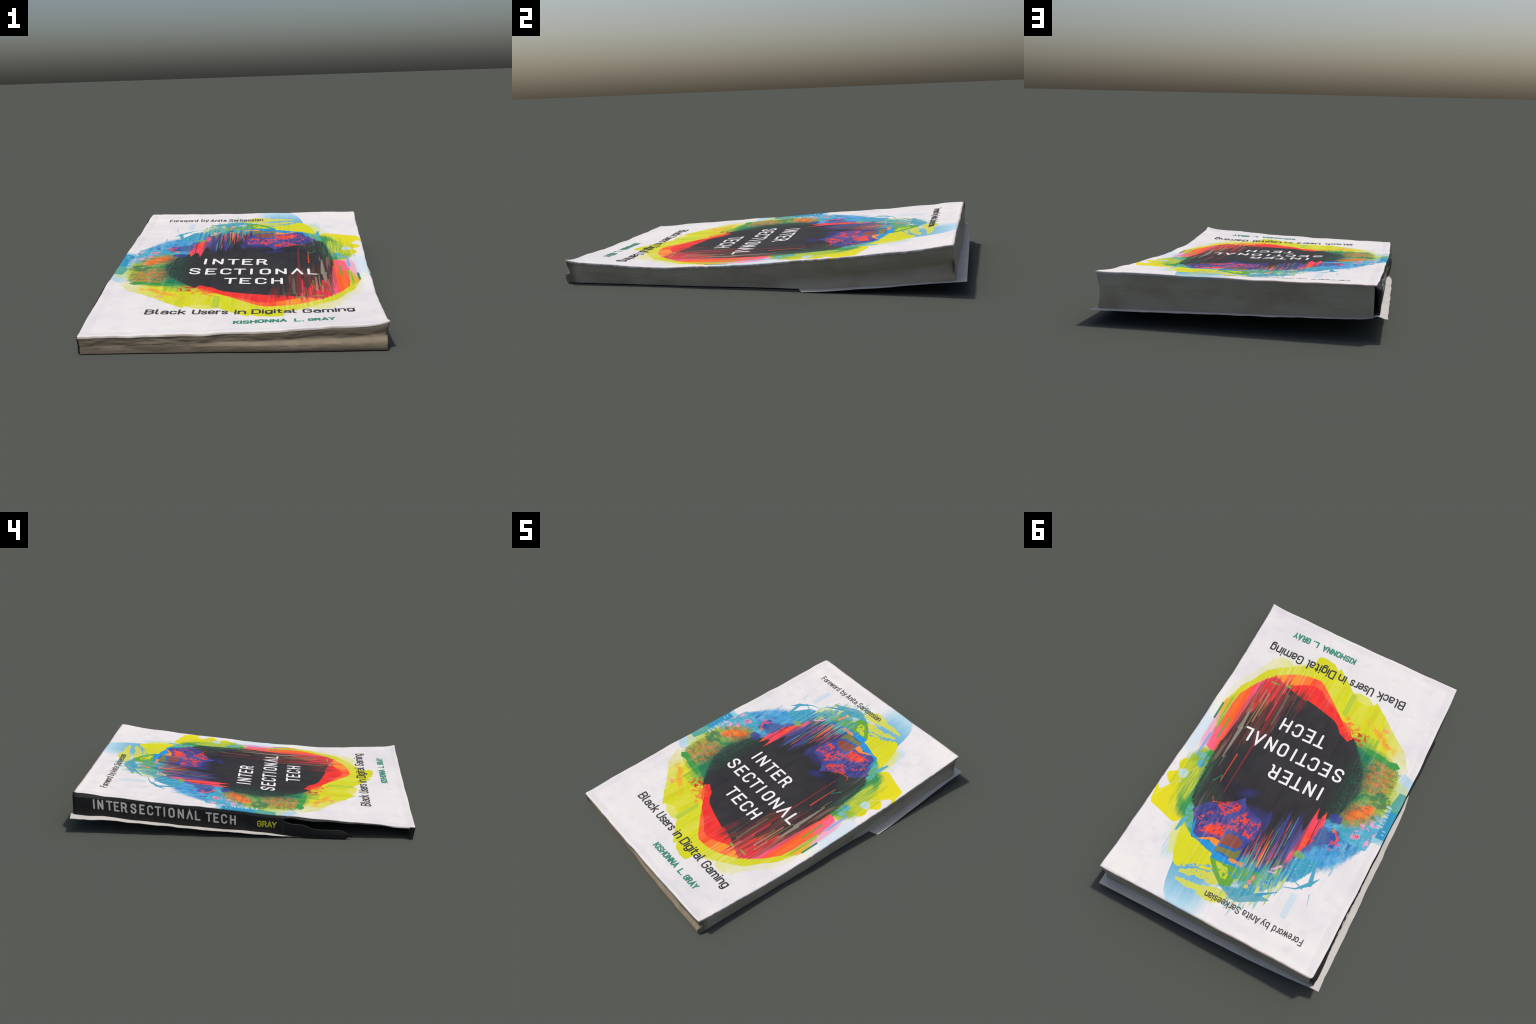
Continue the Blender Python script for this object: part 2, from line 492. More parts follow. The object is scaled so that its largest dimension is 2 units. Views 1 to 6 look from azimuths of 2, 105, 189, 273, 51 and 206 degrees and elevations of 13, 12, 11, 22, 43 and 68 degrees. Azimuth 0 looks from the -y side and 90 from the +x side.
    band = g.span([(.17, -.73), (.24, -.70), (.30, -.665), (.373, -.617), (.431, -.567), (.479, -.473), (.52, -.404), (.547, -.308), (.562, -.24)],
                  [(.17, -.45), (.40, -.45), (.562, -.15)], soft=.004, jx=(fine, .012))
    g.lay(srgb(214, 214, 44), band)
    g.lay(PALE_LIME, g.mul(band, thr(st, .53, .57)), .75)
    tail_lime = g.span([(-.60, -.31), (-.591, -.325), (-.527, -.44), (-.466, -.482), (-.403, -.535), (-.33, -.604), (-.29, -.635),
                        (-.250, -.668), (-.246, -.643), (-.193, -.675), (-.136, -.681), (-.097, -.668), (-.024, -.733), (.038, -.785),
                        (.043, -.760), (.082, -.793), (.12, -.797), (.129, -.805), (.181, -.8), (.19, -.786)],
                       [(-.60, -.27), (-.5, -.22), (-.3, -.2), (.19, -.45)])
    worn = g.rng(g.shake(X, n1, .22), -.60, -.46)
    g.lay(g.ramp(n1, [(.35, srgb(222, 219, 40)), (.6, srgb(214, 216, 32))]), g.mul(tail_lime, worn))
    g.lay(PALE_LIME, g.span([(-.24, -.70), (-.10, -.70)], [(-.24, -.640), (-.2, -.622), (-.15, -.625), (-.10, -.664)]), g.mul(tail_lime, .55))
    g.lay(PALE_LIME, g.mul(tail_lime, g.span([(-.50, -.6), (-.34, -.62)], [(-.50, -.42), (-.42, -.44), (-.34, -.57)], soft=.02, jy=(n2, .08))), .55)
    g.lay(srgb(184, 204, 52), g.span([(-.128, -.66), (-.095, -.66)], [(-.128, -.49), (-.095, -.51)]))
    g.close_group()
    n1, n2, jag, st, fine, X, Y = g.open_group('print_part_5', grain)
    # ---------------------------------------------------------------- mottled green and orange by the spine
    green = g.span([(-.60, -.20), (-.54, -.30), (-.5, -.335), (-.42, -.36), (-.34, -.385), (-.24, -.40)],
                   [(-.60, -.02), (-.52, .05), (-.45, .10), (-.37, .14), (-.24, .14)], soft=.05, jy=(n2, .07), jx=(n2, .07))
    g.lay(g.ramp(g.rng(g.shake(X, n2, .14), -.6, -.3), [(.1, srgb(162, 196, 64)), (.4, srgb(96, 162, 78)), (.72, srgb(40, 138, 92))]), green)
    g.lay(srgb(140, 190, 60), g.mul(g.span([(-.37, -.44), (-.25, -.44)], [(-.37, -.33), (-.25, -.36)], soft=.004, jy=(fine, .03)), thr(fine, .3, .5)), .7)
    spots = g.noise(26, 26, detail=6, rough=.72, off=12, dist=.4)
    blob2 = g.disc(-.462, -.215, .095, .115, soft=.5, j=(n2, .7))
    g.lay(g.ramp(spots, [(.36, srgb(112, 152, 66)), (.45, srgb(198, 128, 66)), (.51, srgb(222, 112, 56)), (.55, srgb(160, 118, 96)), (.60, srgb(120, 150, 70))]), g.mul(blob2, thr(n2, .34, .48)), .85)
    cyan_l = g.span([(-.645, -.09), (-.583, -.05), (-.53, .0), (-.463, .045), (-.424, .11), (-.36, .14)],
                    [(-.645, .125), (-.60, .14), (-.578, .156), (-.57, .214), (-.538, .224), (-.45, .207), (-.36, .20)], jy=(n2, .012))
    g.lay(g.ramp(n1, [(.4, srgb(60, 160, 184)), (.5, srgb(76, 172, 202)), (.6, srgb(112, 188, 214))]), cyan_l)
    g.lay(ROSE, g.mul(g.span([(-.60, .0), (-.5, .04), (-.43, .1)], [(-.60, .1), (-.56, .21), (-.52, .21), (-.43, .17)], soft=.03), thr(spots, .53, .555)))
    g.lay(srgb(214, 82, 120), g.mul(g.span([(-.53, .08), (-.43, .12)], [(-.53, .19), (-.43, .17)], soft=.02), thr(spots, .575, .59)))
    ring = g.disc(-.448, .03, .120, .075, soft=.3, ang=.75, j=(spots, 2.2))
    g.lay(g.ramp(spots, [(.42, srgb(112, 160, 96)), (.5, srgb(150, 150, 92)), (.58, srgb(214, 120, 66))]), ring)
    g.lay(srgb(250, 116, 44), g.disc(-.458, .022, .078, .034, soft=.25, ang=.75, j=(spots, 2.6)))
    g.lay(g.ramp(spots, [(.45, srgb(52, 134, 86)), (.53, srgb(104, 110, 66)), (.6, srgb(44, 140, 92))]), g.disc(-.525, -.095, .058, .048, soft=.12, j=(n2, .25)), .9)
    g.lay(srgb(206, 206, 44), g.mul(g.span([(-.60, -.10), (-.55, -.03)], [(-.60, -.03), (-.55, .01)], soft=.01), thr(n2, .48, .52)))
    hatch = g.noise(22, 40, detail=5, rough=.72, off=63, dist=.9)
    g.lay(srgb(150, 190, 62), g.mul(green, thr(hatch, .54, .59), g.rng(X, -.34, -.44)), .7)
    g.lay(srgb(26, 112, 84), g.mul(green, thr(hatch, .46, .41)), .65)
    g.lay(srgb(206, 122, 66), g.mul(green, thr(hatch, .61, .64), g.rng(X, -.34, -.42)), .75)
    bird = g.span([(-.541, -.333), (-.512, -.354), (-.48, -.343), (-.423, -.358), (-.355, -.367), (-.315, -.363)],
                  [(-.541, -.327), (-.516, -.300), (-.472, -.313), (-.43, -.322), (-.40, -.318), (-.352, -.332), (-.315, -.355)], jy=(n2, .008))
    g.lay(srgb(66, 156, 72), bird)
    rust = g.noise(34, 26, detail=6, rough=.7, off=21, dist=.3)
    g.lay(srgb(250, 148, 60), g.mul(g.span([(-.47, -.43), (-.40, -.46), (-.30, -.53), (-.26, -.55)], [(-.47, -.39), (-.40, -.42), (-.30, -.49), (-.26, -.52)], soft=.03), thr(rust, .47, .52)), .85)
    g.lay(srgb(245, 170, 110), g.mul(g.disc(-.375, -.515, .022, .014, j=(n2, .8)), .9))
    for k in range(9):                                     # pixel specks
        g.lay(srgb(40, 130, 110), g.box(-.565 + .011 * (k % 4), -.560 + .011 * (k % 4), -.302 + .012 * ((k * 5) % 3), -.297 + .012 * ((k * 5) % 3)))
    g.close_group()
    n1, n2, jag, st, fine, X, Y = g.open_group('print_part_6', grain)
    # squares that wrap on to the spine
    g.lay(srgb(178, 212, 228), g.span([(-.66, -.29), (-.64, -.285), (-.585, -.315), (-.57, -.30)], [(-.66, -.17), (-.60, -.18), (-.57, -.20)], jx=(fine, .01)), .85)
    g.lay(srgb(206, 216, 120), g.span([(-.645, -.215), (-.56, -.27)], [(-.645, -.17), (-.56, -.12)], jy=(n2, .03)), .6)
    g.lay(srgb(64, 162, 152), g.span([(-.66, -.19), (-.602, -.19), (-.580, -.06)], [(-.66, -.03), (-.580, -.04)]), .9)
    g.lay(srgb(48, 152, 192), g.box(-.66, -.586, -.062, .117))
    g.lay(srgb(158, 208, 226), g.box(-.66, -.572, .117, .150), .8)
    g.lay(srgb(214, 232, 226), g.mul(g.box(-.600, -.568, -.09, .06), thr(g.noise(6, 240, detail=1, off=4), .52, .56)), .8)
    g.lay(srgb(190, 225, 236), g.over(g.box(-.622, -.606, .062, .069), g.box(-.622, -.608, .085, .091)), .8)
    g.close_group()
    n1, n2, jag, st, fine, X, Y = g.open_group('print_part_7', grain)
    # ---------------------------------------------------------------- red brush and hot streaks at the tail
    rim = g.span([(-.22, -.37), (-.195, -.42), (-.15, -.455), (-.114, -.468), (-.082, -.497), (-.011, -.561), (.079, -.637), (.11, -.652), (.179, -.647),
                  (.243, -.632), (.304, -.60), (.369, -.558), (.412, -.507), (.457, -.443), (.481, -.396), (.50, -.35)],
                 [(-.22, -.36), (-.15, -.3), (.50, -.2)], soft=.0025)
    hot = g.ramp(g.shake(X, st, .10), [(.0, ORANGE), (.11, srgb(255, 84, 46)), (.16, srgb(252, 122, 50)), (.2, AMBER), (.26, srgb(255, 116, 60)), (.30, AMBER), (.38, srgb(250, 172, 60)), (.46, AMBER)], True)
    g.lay(hot, rim)
    g.lay(srgb(255, 150, 110), g.mul(rim, thr(fine, .6, .64), g.rng(X, .1, .2)), .6)
    red = g.span([(-.22, -.37), (-.195, -.40), (-.15, -.43), (-.082, -.497), (-.036, -.521), (.037, -.563), (.070, -.590), (.089, -.598), (.127, -.602),
                  (.177, -.585), (.247, -.545), (.31, -.52), (.36, -.52)],
                 [(-.22, -.35), (-.2, -.33), (.36, -.38)], soft=.0025)
    g.lay(g.ramp(n1, [(.35, srgb(238, 48, 48)), (.65, srgb(250, 60, 50))]), red)
    g.lay(ORANGE, g.mul(g.span([(-.275, -.45), (-.13, -.50)], [(-.275, -.37), (-.2, -.36), (-.13, -.42)], soft=.03, jy=(n2, .09)), g.rng(X, -.27, -.2), thr(n2, .46, .56)), .8)
    g.lay(srgb(216, 58, 44), g.mul(g.span([(-.30, -.43), (-.2, -.45)], [(-.30, -.36), (-.2, -.33)], soft=.02, jy=(n2, .08)), thr(n2, .50, .54)))
    flame = g.span([(.25, -.52), (.359, -.556), (.412, -.507), (.457, -.443), (.481, -.396), (.500, -.358), (.509, -.28), (.522, -.12)],
                   [(.25, -.30), (.40, .05), (.46, .055), (.49, .05), (.522, .03)], soft=.003, jx=(fine, .006))
    g.lay(g.ramp(g.rng(g.shake(X, st, .022), .34, .53), [(.0, srgb(214, 70, 84)), (.26, srgb(236, 78, 104)), (.38, srgb(255, 92, 126)), (.50, srgb(255, 84, 92)), (.56, ORANGE), (.68, srgb(255, 112, 44)), (.80, srgb(250, 104, 58)), (.88, srgb(255, 120, 110))], True), flame)
    g.lay(PINK, g.mul(flame, g.span([(.46, -.10), (.53, -.16)], [(.46, .06), (.53, .06)], soft=.01, jy=(jag, .16))), .9)
    g.lay(srgb(132, 152, 58), g.box(.470, .481, -.185, -.03, jx=(fine, .002)))
    g.lay(srgb(190, 198, 50), g.span([(.512, -.36), (.545, -.30)], [(.512, -.09), (.545, -.14)], jx=(st, .02)), .9)
    g.lay(srgb(96, 168, 62), g.mul(g.span([(.508, -.33), (.530, -.30)], [(.508, -.05), (.530, -.10)]), thr(fine, .48, .52)), .8)
    g.lay(srgb(240, 168, 52), g.span([(.53, -.30), (.556, -.29)], [(.53, -.15), (.556, -.21)], jx=(st, .012)), .8)
    rosy = g.span([(.505, .0), (.52, -.08), (.545, -.19), (.562, -.18)], [(.505, .05), (.53, .09), (.555, .03), (.562, -.05)], soft=.016, jx=(fine, .02))
    g.lay(g.ramp(Y, [(.0, srgb(240, 160, 190)), (.08, srgb(236, 205, 220))]), rosy, .8)
    g.lay(srgb(110, 170, 224), g.mul(g.span([(.512, -.06), (.532, -.04)], [(.512, .10), (.532, .13)], soft=.008), thr(fine, .38, .5)), .9)
    g.lay(srgb(206, 226, 236), g.mul(g.span([(.555, -.25), (.62, -.21)], [(.555, .14), (.58, .13), (.62, .10)], soft=.008, jy=(jag, .06)), thr(st, .40, .48)), .75)
    g.lay(srgb(246, 240, 214), g.mul(g.span([(.565, -.30), (.60, -.27)], [(.565, -.13), (.60, -.16)], soft=.02), .6))
    bar = g.box(.552, .563, -.258, -.14, jx=(fine, .002))
    g.lay(g.ramp(g.rng(Y, -.26, -.14), [(.5, srgb(44, 138, 94)), (.95, srgb(40, 110, 120))]), bar)
    g.close_group()
    n1, n2, jag, st, fine, X, Y = g.open_group('print_part_8', grain)
    # ---------------------------------------------------------------- the black heart
    black = g.span([(-.386, -.11), (-.366, -.185), (-.335, -.235), (-.298, -.29), (-.25, -.36), (-.226, -.388), (-.203, -.352), (-.142, -.381),
                    (-.11, -.42), (-.074, -.445), (-.037, -.456), (.03, -.475), (.128, -.497), (.131, -.484), (.20, -.502), (.27, -.522), (.33, -.50),
                    (.37, -.46), (.395, -.35), (.424, -.30), (.434, -.109), (.445, .0)],
                   [(-.386, -.10), (-.37, .0), (-.363, .056), (-.34, .12), (-.25, .15), (-.222, .30), (-.12, .42), (-.06, .52),
                    (.0, .50), (.1, .45), (.36, .425), (.40, .38), (.418, .33), (.428, .25), (.436, .10), (.445, .01)])
    bristle = g.noise(110, 70, detail=5, rough=.65, off=27)
    # ragged where the brush left: noise only near the outline
    ragged = g.span([(-.40, -.11), (-.372, -.20), (-.33, -.265), (-.28, -.33), (-.24, -.37), (-.2, -.33), (.2, -.3), (.43, -.1), (.448, .0)],
                    [(-.40, -.09), (-.375, .03), (-.35, .10), (-.28, .16), (-.2, .30), (.2, .33), (.40, .40), (.424, .33), (.438, .15), (.448, .01)],
                    soft=.02, jx=(bristle, .07), jy=(jag, .05))
    g.lay(g.ramp(n1, [(.35, srgb(51, 50, 53)), (.65, srgb(58, 57, 59))]), g.over(black, ragged))
    g.lay(srgb(50, 58, 56), g.mul(g.span([(-.40, -.2), (-.25, -.35)], [(-.40, .05), (-.25, .12)], soft=.06), .6))
    g.lay(srgb(40, 100, 74), g.mul(g.span([(-.41, -.3), (-.30, -.34)], [(-.41, .10), (-.30, .12)], soft=.07, jx=(n2, .05)), thr(bristle, .44, .62)), .75)
    g.lay(srgb(56, 62, 58), g.mul(g.span([(.27, .24), (.40, .19), (.425, .2)], [(.27, .36), (.36, .44), (.425, .3)], soft=.006, jy=(n2, .02)), 1.0))
    g.lay(srgb(38, 98, 70), g.mul(g.span([(.40, .08), (.46, .02)], [(.40, .37), (.425, .34), (.46, .2)], soft=.04, jx=(st, .06)), thr(fine, .40, .58)), .8)
    g.lay(srgb(46, 45, 56), g.disc(.20, .22, .12, .05, soft=.6), .7)
    g.lay(DEEP_GREEN, g.over(g.seg(.36, .215, .335, .165, .004, .001), g.seg(.335, .165, .325, .20, .003, .001)))
    g.close_group()
    n1, n2, jag, st, fine, X, Y = g.open_group('print_part_9', grain)
    # streaks dragged through the black
    low = g.span([(.13, -.50), (.20, -.51), (.27, -.525), (.36, -.49), (.43, -.34)],
                 [(.13, -.40), (.2, -.28), (.28, -.10), (.36, .0), (.43, .12)], soft=.05, jy=(jag, .35))
    g.lay(g.ramp(g.noise(48, 1.1, detail=1.8, off=31), [(.0, INK), (.42, srgb(96, 50, 52)), (.46, srgb(56, 52, 50)), (.50, srgb(104, 94, 84)), (.53, srgb(60, 56, 52)), (.57, srgb(134, 54, 58)), (.62, srgb(74, 66, 50)), (.66, srgb(150, 116, 100))], True), low, .8)
    rip = g.span([(.25, -.54), (.42, -.50)], [(.25, -.44), (.30, -.36), (.36, -.30), (.42, -.20)], soft=.02, jy=(jag, .25))
    g.lay(g.ramp(g.noise(52, 1.4, detail=1.5, off=44), [(.0, srgb(226, 58, 62)), (.42, srgb(160, 60, 62)), (.47, srgb(238, 80, 60)), (.50, srgb(92, 70, 58)), (.54, srgb(240, 82, 100)), (.60, srgb(146, 120, 60)), (.64, srgb(120, 60, 62))], True), g.mul(rip, thr(st, .40, .44)))
    streaks = (  # x, y from, y to, half width at each end, ink
        (.322, .01, .21, .004, .001, srgb(238, 92, 54)), (.268, -.20, .25, .008, .003, srgb(124, 56, 60)), (.262, -.46, -.18, .014, .009, srgb(128, 52, 56)),
        (.386, -.16, .06, .012, .004, srgb(146, 136, 124)), (.390, -.30, -.15, .003, .012, srgb(150, 140, 128)), (.379, .05, .13, .004, .001, srgb(112, 110, 78)),
        (.345, -.43, -.22, .006, .004, srgb(178, 128, 118)), (.354, -.42, -.30, .003, .002, srgb(40, 38, 42)), (.278, -.40, -.26, .0035, .003, srgb(240, 70, 88)),
        (.236, -.47, -.25, .009, .004, srgb(108, 100, 92)), (.330, -.38, -.27, .004, .004, srgb(142, 120, 58)), (.398, -.33, -.18, .003, .002, srgb(140, 122, 100)),
        (.300, -.42, -.20, .004, .003, srgb(70, 62, 58)), (.225, -.46, -.40, .008, .006, srgb(86, 62, 54)), (.190, -.48, -.36, .003, .001, srgb(80, 72, 66)),
        (.415, -.30, -.03, .003, .002, srgb(110, 46, 50)), (.205, -.49, -.46, .016, .010, srgb(104, 62, 52)), (.165, -.48, -.05, .001, .001, srgb(84, 74, 70)),
        (.370, -.45, -.36, .004, .004, srgb(168, 128, 110)), (.362, -.36, -.16, .003, .002, srgb(128, 142, 62)), (.311, -.50, -.40, .006, .006, srgb(234, 62, 58)))
    for x, y0, y1, w0, w1, ink in streaks:
        g.lay(ink, g.mul(g.seg(x, y0, x + .012 * (y1 - y0), y1, w0, w1, soft=.0025), thr(fine, .22, .40)), .95)
    g.lay(srgb(120, 170, 60), g.over(g.disc(.262, -.528, .020, .008, j=(jag, .8)), g.disc(.345, -.512, .030, .005)), .9)
    g.close_group()
    n1, n2, jag, st, fine, X, Y = g.open_group('print_part_10', grain)
    # ---------------------------------------------------------------- indigo patch with red chips
    purple = g.span([(-.026, .49), (-.010, .40), (.004, .31), (.06, .296), (.123, .272), (.15, .228), (.19, .275), (.216, .298), (.255, .33), (.306, .338), (.333, .356), (.363, .40), (.376, .42)],
                    [(-.026, .51), (.0, .56), (.06, .58), (.157, .57), (.22, .565), (.27, .568), (.302, .566), (.318, .54), (.335, .49), (.36, .44), (.376, .43)], jy=(n2, .02))
    g.lay(g.ramp(n1, [(.35, srgb(66, 68, 140)), (.65, srgb(80, 84, 156))]), purple)
    g.lay(srgb(60, 60, 118), g.over(g.disc(.150, .20, .045, .024, soft=1.2, ang=.5, j=(n2, .8)), g.disc(.05, .285, .06, .03, soft=1.2, j=(jag, 1.0))), .7)
    smear = g.noise(40, 16, detail=4, rough=.7, off=77, dist=.6)
    g.lay(srgb(48, 50, 104), g.mul(purple, thr(smear, .53, .58)), .7)
    g.lay(srgb(60, 110, 190), g.mul(purple, thr(smear, .42, .38), g.rng(Y, .42, .52)), .7)
    g.lay(INK, g.mul(purple, g.rng(g.shake(g.shake(Y, X, -.3), smear, .10), .30, .25)), .9)
    chips = g.noise(58, 44, detail=4, rough=.7, off=51)
    CHIP = srgb(250, 76, 46)
    g.lay(CHIP, g.mul(g.span([(.125, .43), (.16, .43), (.23, .44), (.28, .50)], [(.125, .49), (.15, .50), (.22, .515), (.28, .52)], soft=.03), thr(chips, .44, .46)))
    g.lay(CHIP, g.mul(g.span([(.055, .33), (.1, .31), (.17, .40)], [(.055, .41), (.1, .43), (.17, .42)], soft=.03), thr(chips, .50, .52)))
    g.lay(srgb(226, 70, 66), g.mul(g.span([(.145, .28), (.18, .275), (.27, .32)], [(.145, .32), (.2, .375), (.27, .335)], soft=.01), thr(g.noise(40, 150, detail=3, off=61), .48, .52)))
    g.lay(CHIP, g.over(g.seg(.217, .375, .150, .29, .002, .005), g.seg(.265, .512, .19, .45, .004, .008)), .95)
    g.lay(srgb(230, 84, 64), g.mul(g.span([(.20, .36), (.36, .42)], [(.20, .47), (.30, .50), (.36, .45)], soft=.02), thr(chips, .57, .59)))
    blocky = g.noise(75, 26, detail=3, rough=.7, off=71)
    g.lay(CHIP, g.mul(g.span([(-.02, .36), (.02, .31), (.07, .34)], [(-.02, .53), (.03, .50), (.07, .42)], soft=.02), thr(blocky, .53, .545)))
    g.lay(srgb(226, 70, 66), g.over(g.seg(.314, .305, .30, .33, .002), g.seg(.30, .33, .26, .32, .003, .001)))
    g.lay(AZURE, g.span([(.13, .535), (.155, .553), (.20, .545), (.265, .558), (.305, .545), (.33, .46)], [(.13, .60), (.155, .603), (.197, .594), (.265, .572), (.31, .562), (.33, .50)], jy=(n2, .008)))
    g.lay(INDIGO, g.span([(.13, .49), (.2, .50), (.30, .52)], [(.13, .55), (.2, .535), (.30, .545)], soft=.006), .55)
    g.lay(srgb(248, 146, 46), g.span([(.145, .525), (.17, .517), (.203, .520), (.268, .561)], [(.145, .556), (.17, .556), (.205, .541), (.268, .566)], jy=(n2, .010)))
    g.lay(srgb(66, 82, 160), g.span([(.0, .44), (.10, .44), (.152, .44)], [(.0, .57), (.08, .60), (.152, .585)]))
    g.lay(BROWN, g.span([(.035, .476), (.067, .458), (.10, .455), (.128, .457), (.150, .495)], [(.035, .49), (.049, .523), (.10, .528), (.148, .537), (.150, .53)]))
    g.lay(srgb(42, 104, 178), g.span([(.0, .52), (.05, .522), (.10, .528), (.152, .538)], [(.0, .60), (.08, .60), (.152, .585)]))
    g.lay(OLIVE, g.span([(.02, .50), (.05, .540), (.10, .545), (.152, .552)], [(.02, .56), (.042, .586), (.10, .575), (.155, .582)], jy=(n2, .014)))
    g.lay(AZURE, g.span([(-.14, .51), (-.09, .55), (-.03, .57), (.05, .59), (.152, .583)], [(-.14, .54), (-.09, .575), (-.01, .61), (.066, .622), (.152, .626)], jy=(n2, .022)))
    g.lay(srgb(238, 150, 50), g.mul(g.span([(-.03, .575), (.06, .582)], [(-.03, .60), (.06, .60)], soft=.006, jy=(n2, .03)), .9))
    g.close_group()
    n1, n2, jag, st, fine, X, Y = g.open_group('print_part_11', grain)
    # ---------------------------------------------------------------- streaks at the head of the black
    ys = g.shake(Y, jag, .16)
    comb = g.span([(-.235, .30), (-.20, .24), (-.1, .28), (-.02, .40), (.02, .47)], [(-.235, .50), (-.1, .60), (.02, .60)], soft=.03, jy=(jag, .16))
    glitch = g.ramp(g.noise(40, .8, detail=1.2, off=81), [(.0, srgb(52, 50, 62)), (.38, srgb(68, 72, 150)), (.43, srgb(46, 44, 56)), (.49, srgb(224, 84, 64)), (.505, srgb(58, 56, 96)), (.535, srgb(70, 140, 170)), (.545, srgb(52, 50, 84)), (.59, srgb(76, 80, 150)), (.63, srgb(84, 150, 100)), (.65, srgb(60, 56, 70))], True)
    g.lay(glitch, g.mul(comb, g.rng(ys, .60, .52)), .92)
    g.lay(INK, g.mul(g.span([(-.22, .24), (-.02, .30)], [(-.22, .34), (-.12, .42), (-.06, .46), (-.02, .42)], soft=.03, jy=(jag, .20)), thr(st, .44, .50)), .9)
    g.lay(g.ramp(g.noise(44, 1.2, detail=1.5, off=91), [(.0, TEAL), (.42, srgb(96, 174, 90)), (.46, srgb(54, 152, 204)), (.52, srgb(200, 210, 80)), (.56, srgb(66, 160, 190)), (.62, srgb(112, 184, 196)), (.66, srgb(70, 150, 110))], True),
          g.mul(g.span([(-.26, .46), (-.14, .50), (.02, .56)], [(-.26, .58), (-.14, .67), (.02, .68)], soft=.04, jy=(jag, .18)), thr(st, .46, .54)), .7)
    g.lay(srgb(70, 72, 150), g.mul(g.span([(-.24, .20), (-.12, .22), (.0, .30)], [(-.24, .44), (-.12, .52), (.0, .50)], soft=.05, jy=(jag, .22)), thr(g.noise(30, 1.6, detail=3, off=97), .50, .58)), .85)
    g.lay(srgb(236, 82, 62), g.mul(g.span([(-.17, .34), (-.02, .40)], [(-.17, .52), (-.02, .54)], soft=.04, jy=(jag, .14)), thr(g.noise(52, 2.4, detail=3, off=103), .57, .61)), .85)
    for x, y0, y1, w, ink in ((-.075, .33, .52, .003, srgb(246, 90, 50)), (-.088, .40, .56, .004, srgb(250, 150, 56)), (-.052, .38, .50, .003, srgb(204, 70, 74)), (-.102, .43, .56, .005, srgb(190, 140, 140)),
                              (-.165, .20, .33, .003, srgb(96, 150, 160)), (-.09, .24, .40, .003, srgb(74, 80, 160)), (-.125, .30, .50, .004, srgb(78, 84, 164)), (-.15, .32, .47, .005, srgb(112, 108, 178)),
                              (-.033, .44, .58, .003, srgb(150, 176, 150)), (-.062, .45, .60, .0025, srgb(130, 190, 190)), (-.112, .27, .40, .002, srgb(60, 60, 120)), (-.19, .30, .45, .006, srgb(60, 64, 130))):
        g.lay(ink, g.seg(x, y0, x - .004, y1, w * .3, w, soft=.003), .9)
    g.lay(srgb(92, 84, 150), g.span([(-.31, .16), (-.27, .22), (-.20, .26)], [(-.31, .34), (-.25, .42), (-.20, .46)], soft=.03, jy=(jag, .14)), .85)
    hotred = g.span([(-.306, .17), (-.290, .10), (-.272, .17), (-.258, .16), (-.243, .10), (-.232, .18), (-.222, .36), (-.212, .42)],
                    [(-.306, .21), (-.292, .30), (-.262, .36), (-.236, .43), (-.212, .47)], soft=.012, jy=(fine, .05))
    g.lay(g.ramp(n1, [(.36, srgb(255, 96, 46)), (.50, srgb(252, 62, 60)), (.62, srgb(255, 78, 92))]), hotred)
    g.lay(srgb(120, 70, 120), g.mul(hotred, thr(g.noise(60, 3, detail=3, off=41), .54, .58)), .8)
    g.lay(srgb(60, 52, 74), g.mul(hotred, thr(g.noise(70, 4, detail=3, off=47), .58, .61)), .85)
    g.lay(PINK, g.disc(-.224, .425, .013, .036, soft=.8), .7)
    g.lay(srgb(128, 180, 60), g.mul(g.disc(-.262, .395, .030, .022, soft=.4, j=(n2, 1.0)), thr(fine, .4, .5)), .9)
    for cx, cy, rx, ry, ink in ((-.352, .118, .036, .030, srgb(64, 68, 148)), (-.382, .23, .036, .052, srgb(52, 76, 160)), (-.33, .25, .04, .06, srgb(70, 92, 150))):
        g.lay(ink, g.disc(cx, cy, rx, ry, soft=.35, j=(n2, 1.6)), .88)
    g.lay(srgb(236, 84, 60), g.over(g.seg(-.385, .19, -.412, .225, .006, .008), g.seg(-.412, .225, -.395, .26, .008, .004)), .85)
    g.lay(srgb(220, 120, 80), g.disc(-.372, .185, .012, .012), .9)
    g.lay(srgb(226, 84, 130), g.mul(g.span([(-.44, .24), (-.38, .24)], [(-.44, .30), (-.38, .30)], soft=.01), thr(n2, .53, .55)), .8)
    g.lay(srgb(234, 178, 196), g.mul(g.over(g.seg(-.205, .50, -.17, .54, .008, .004), g.seg(-.20, .545, -.16, .555, .004)), .8))
    g.lay(srgb(238, 140, 150), g.over(g.disc(-.106, .625, .010, .016), g.disc(-.098, .655, .011, .014)), .85)
    g.lay(srgb(230, 205, 80), g.disc(-.095, .683, .011, .012), .85)
    g.close_group()
    n1, n2, jag, st, fine, X, Y = g.open_group('print_part_12', grain)
    # ---------------------------------------------------------------- handled edges: card rubbed to brown along head and tail
    # dry-brush streaking over all of the inks
    inked = g.disc(.0, -.02, .60, .76, soft=.25, j=(n2, .3))
    rim = g.m('SUBTRACT', inked, g.disc(.04, -.05, .40, .44, soft=.3), clamp=True)
    g.lay(srgb(250, 246, 236), g.mul(rim, thr(st, .52, .68)), .07)
    g.lay(srgb(40, 60, 72), g.mul(rim, thr(st, .48, .34)), .09)
    g.lay(srgb(250, 246, 236), g.mul(rim, thr(fine, .58, .70)), .08)
    g.lay(srgb(24, 22, 28), g.mul(g.disc(.04, -.05, .42, .46, soft=.3), thr(st, .52, .66)), .22)
    rub = g.noise(11, 40, detail=4, off=15)
    head = g.m('MULTIPLY_ADD', X, .0176, Y)                # distance measures that follow the slightly skewed edges
    tail = g.m('MULTIPLY_ADD', X, .01215, Y)
    fore = g.m('MULTIPLY_ADD', Y, -.0215, X)
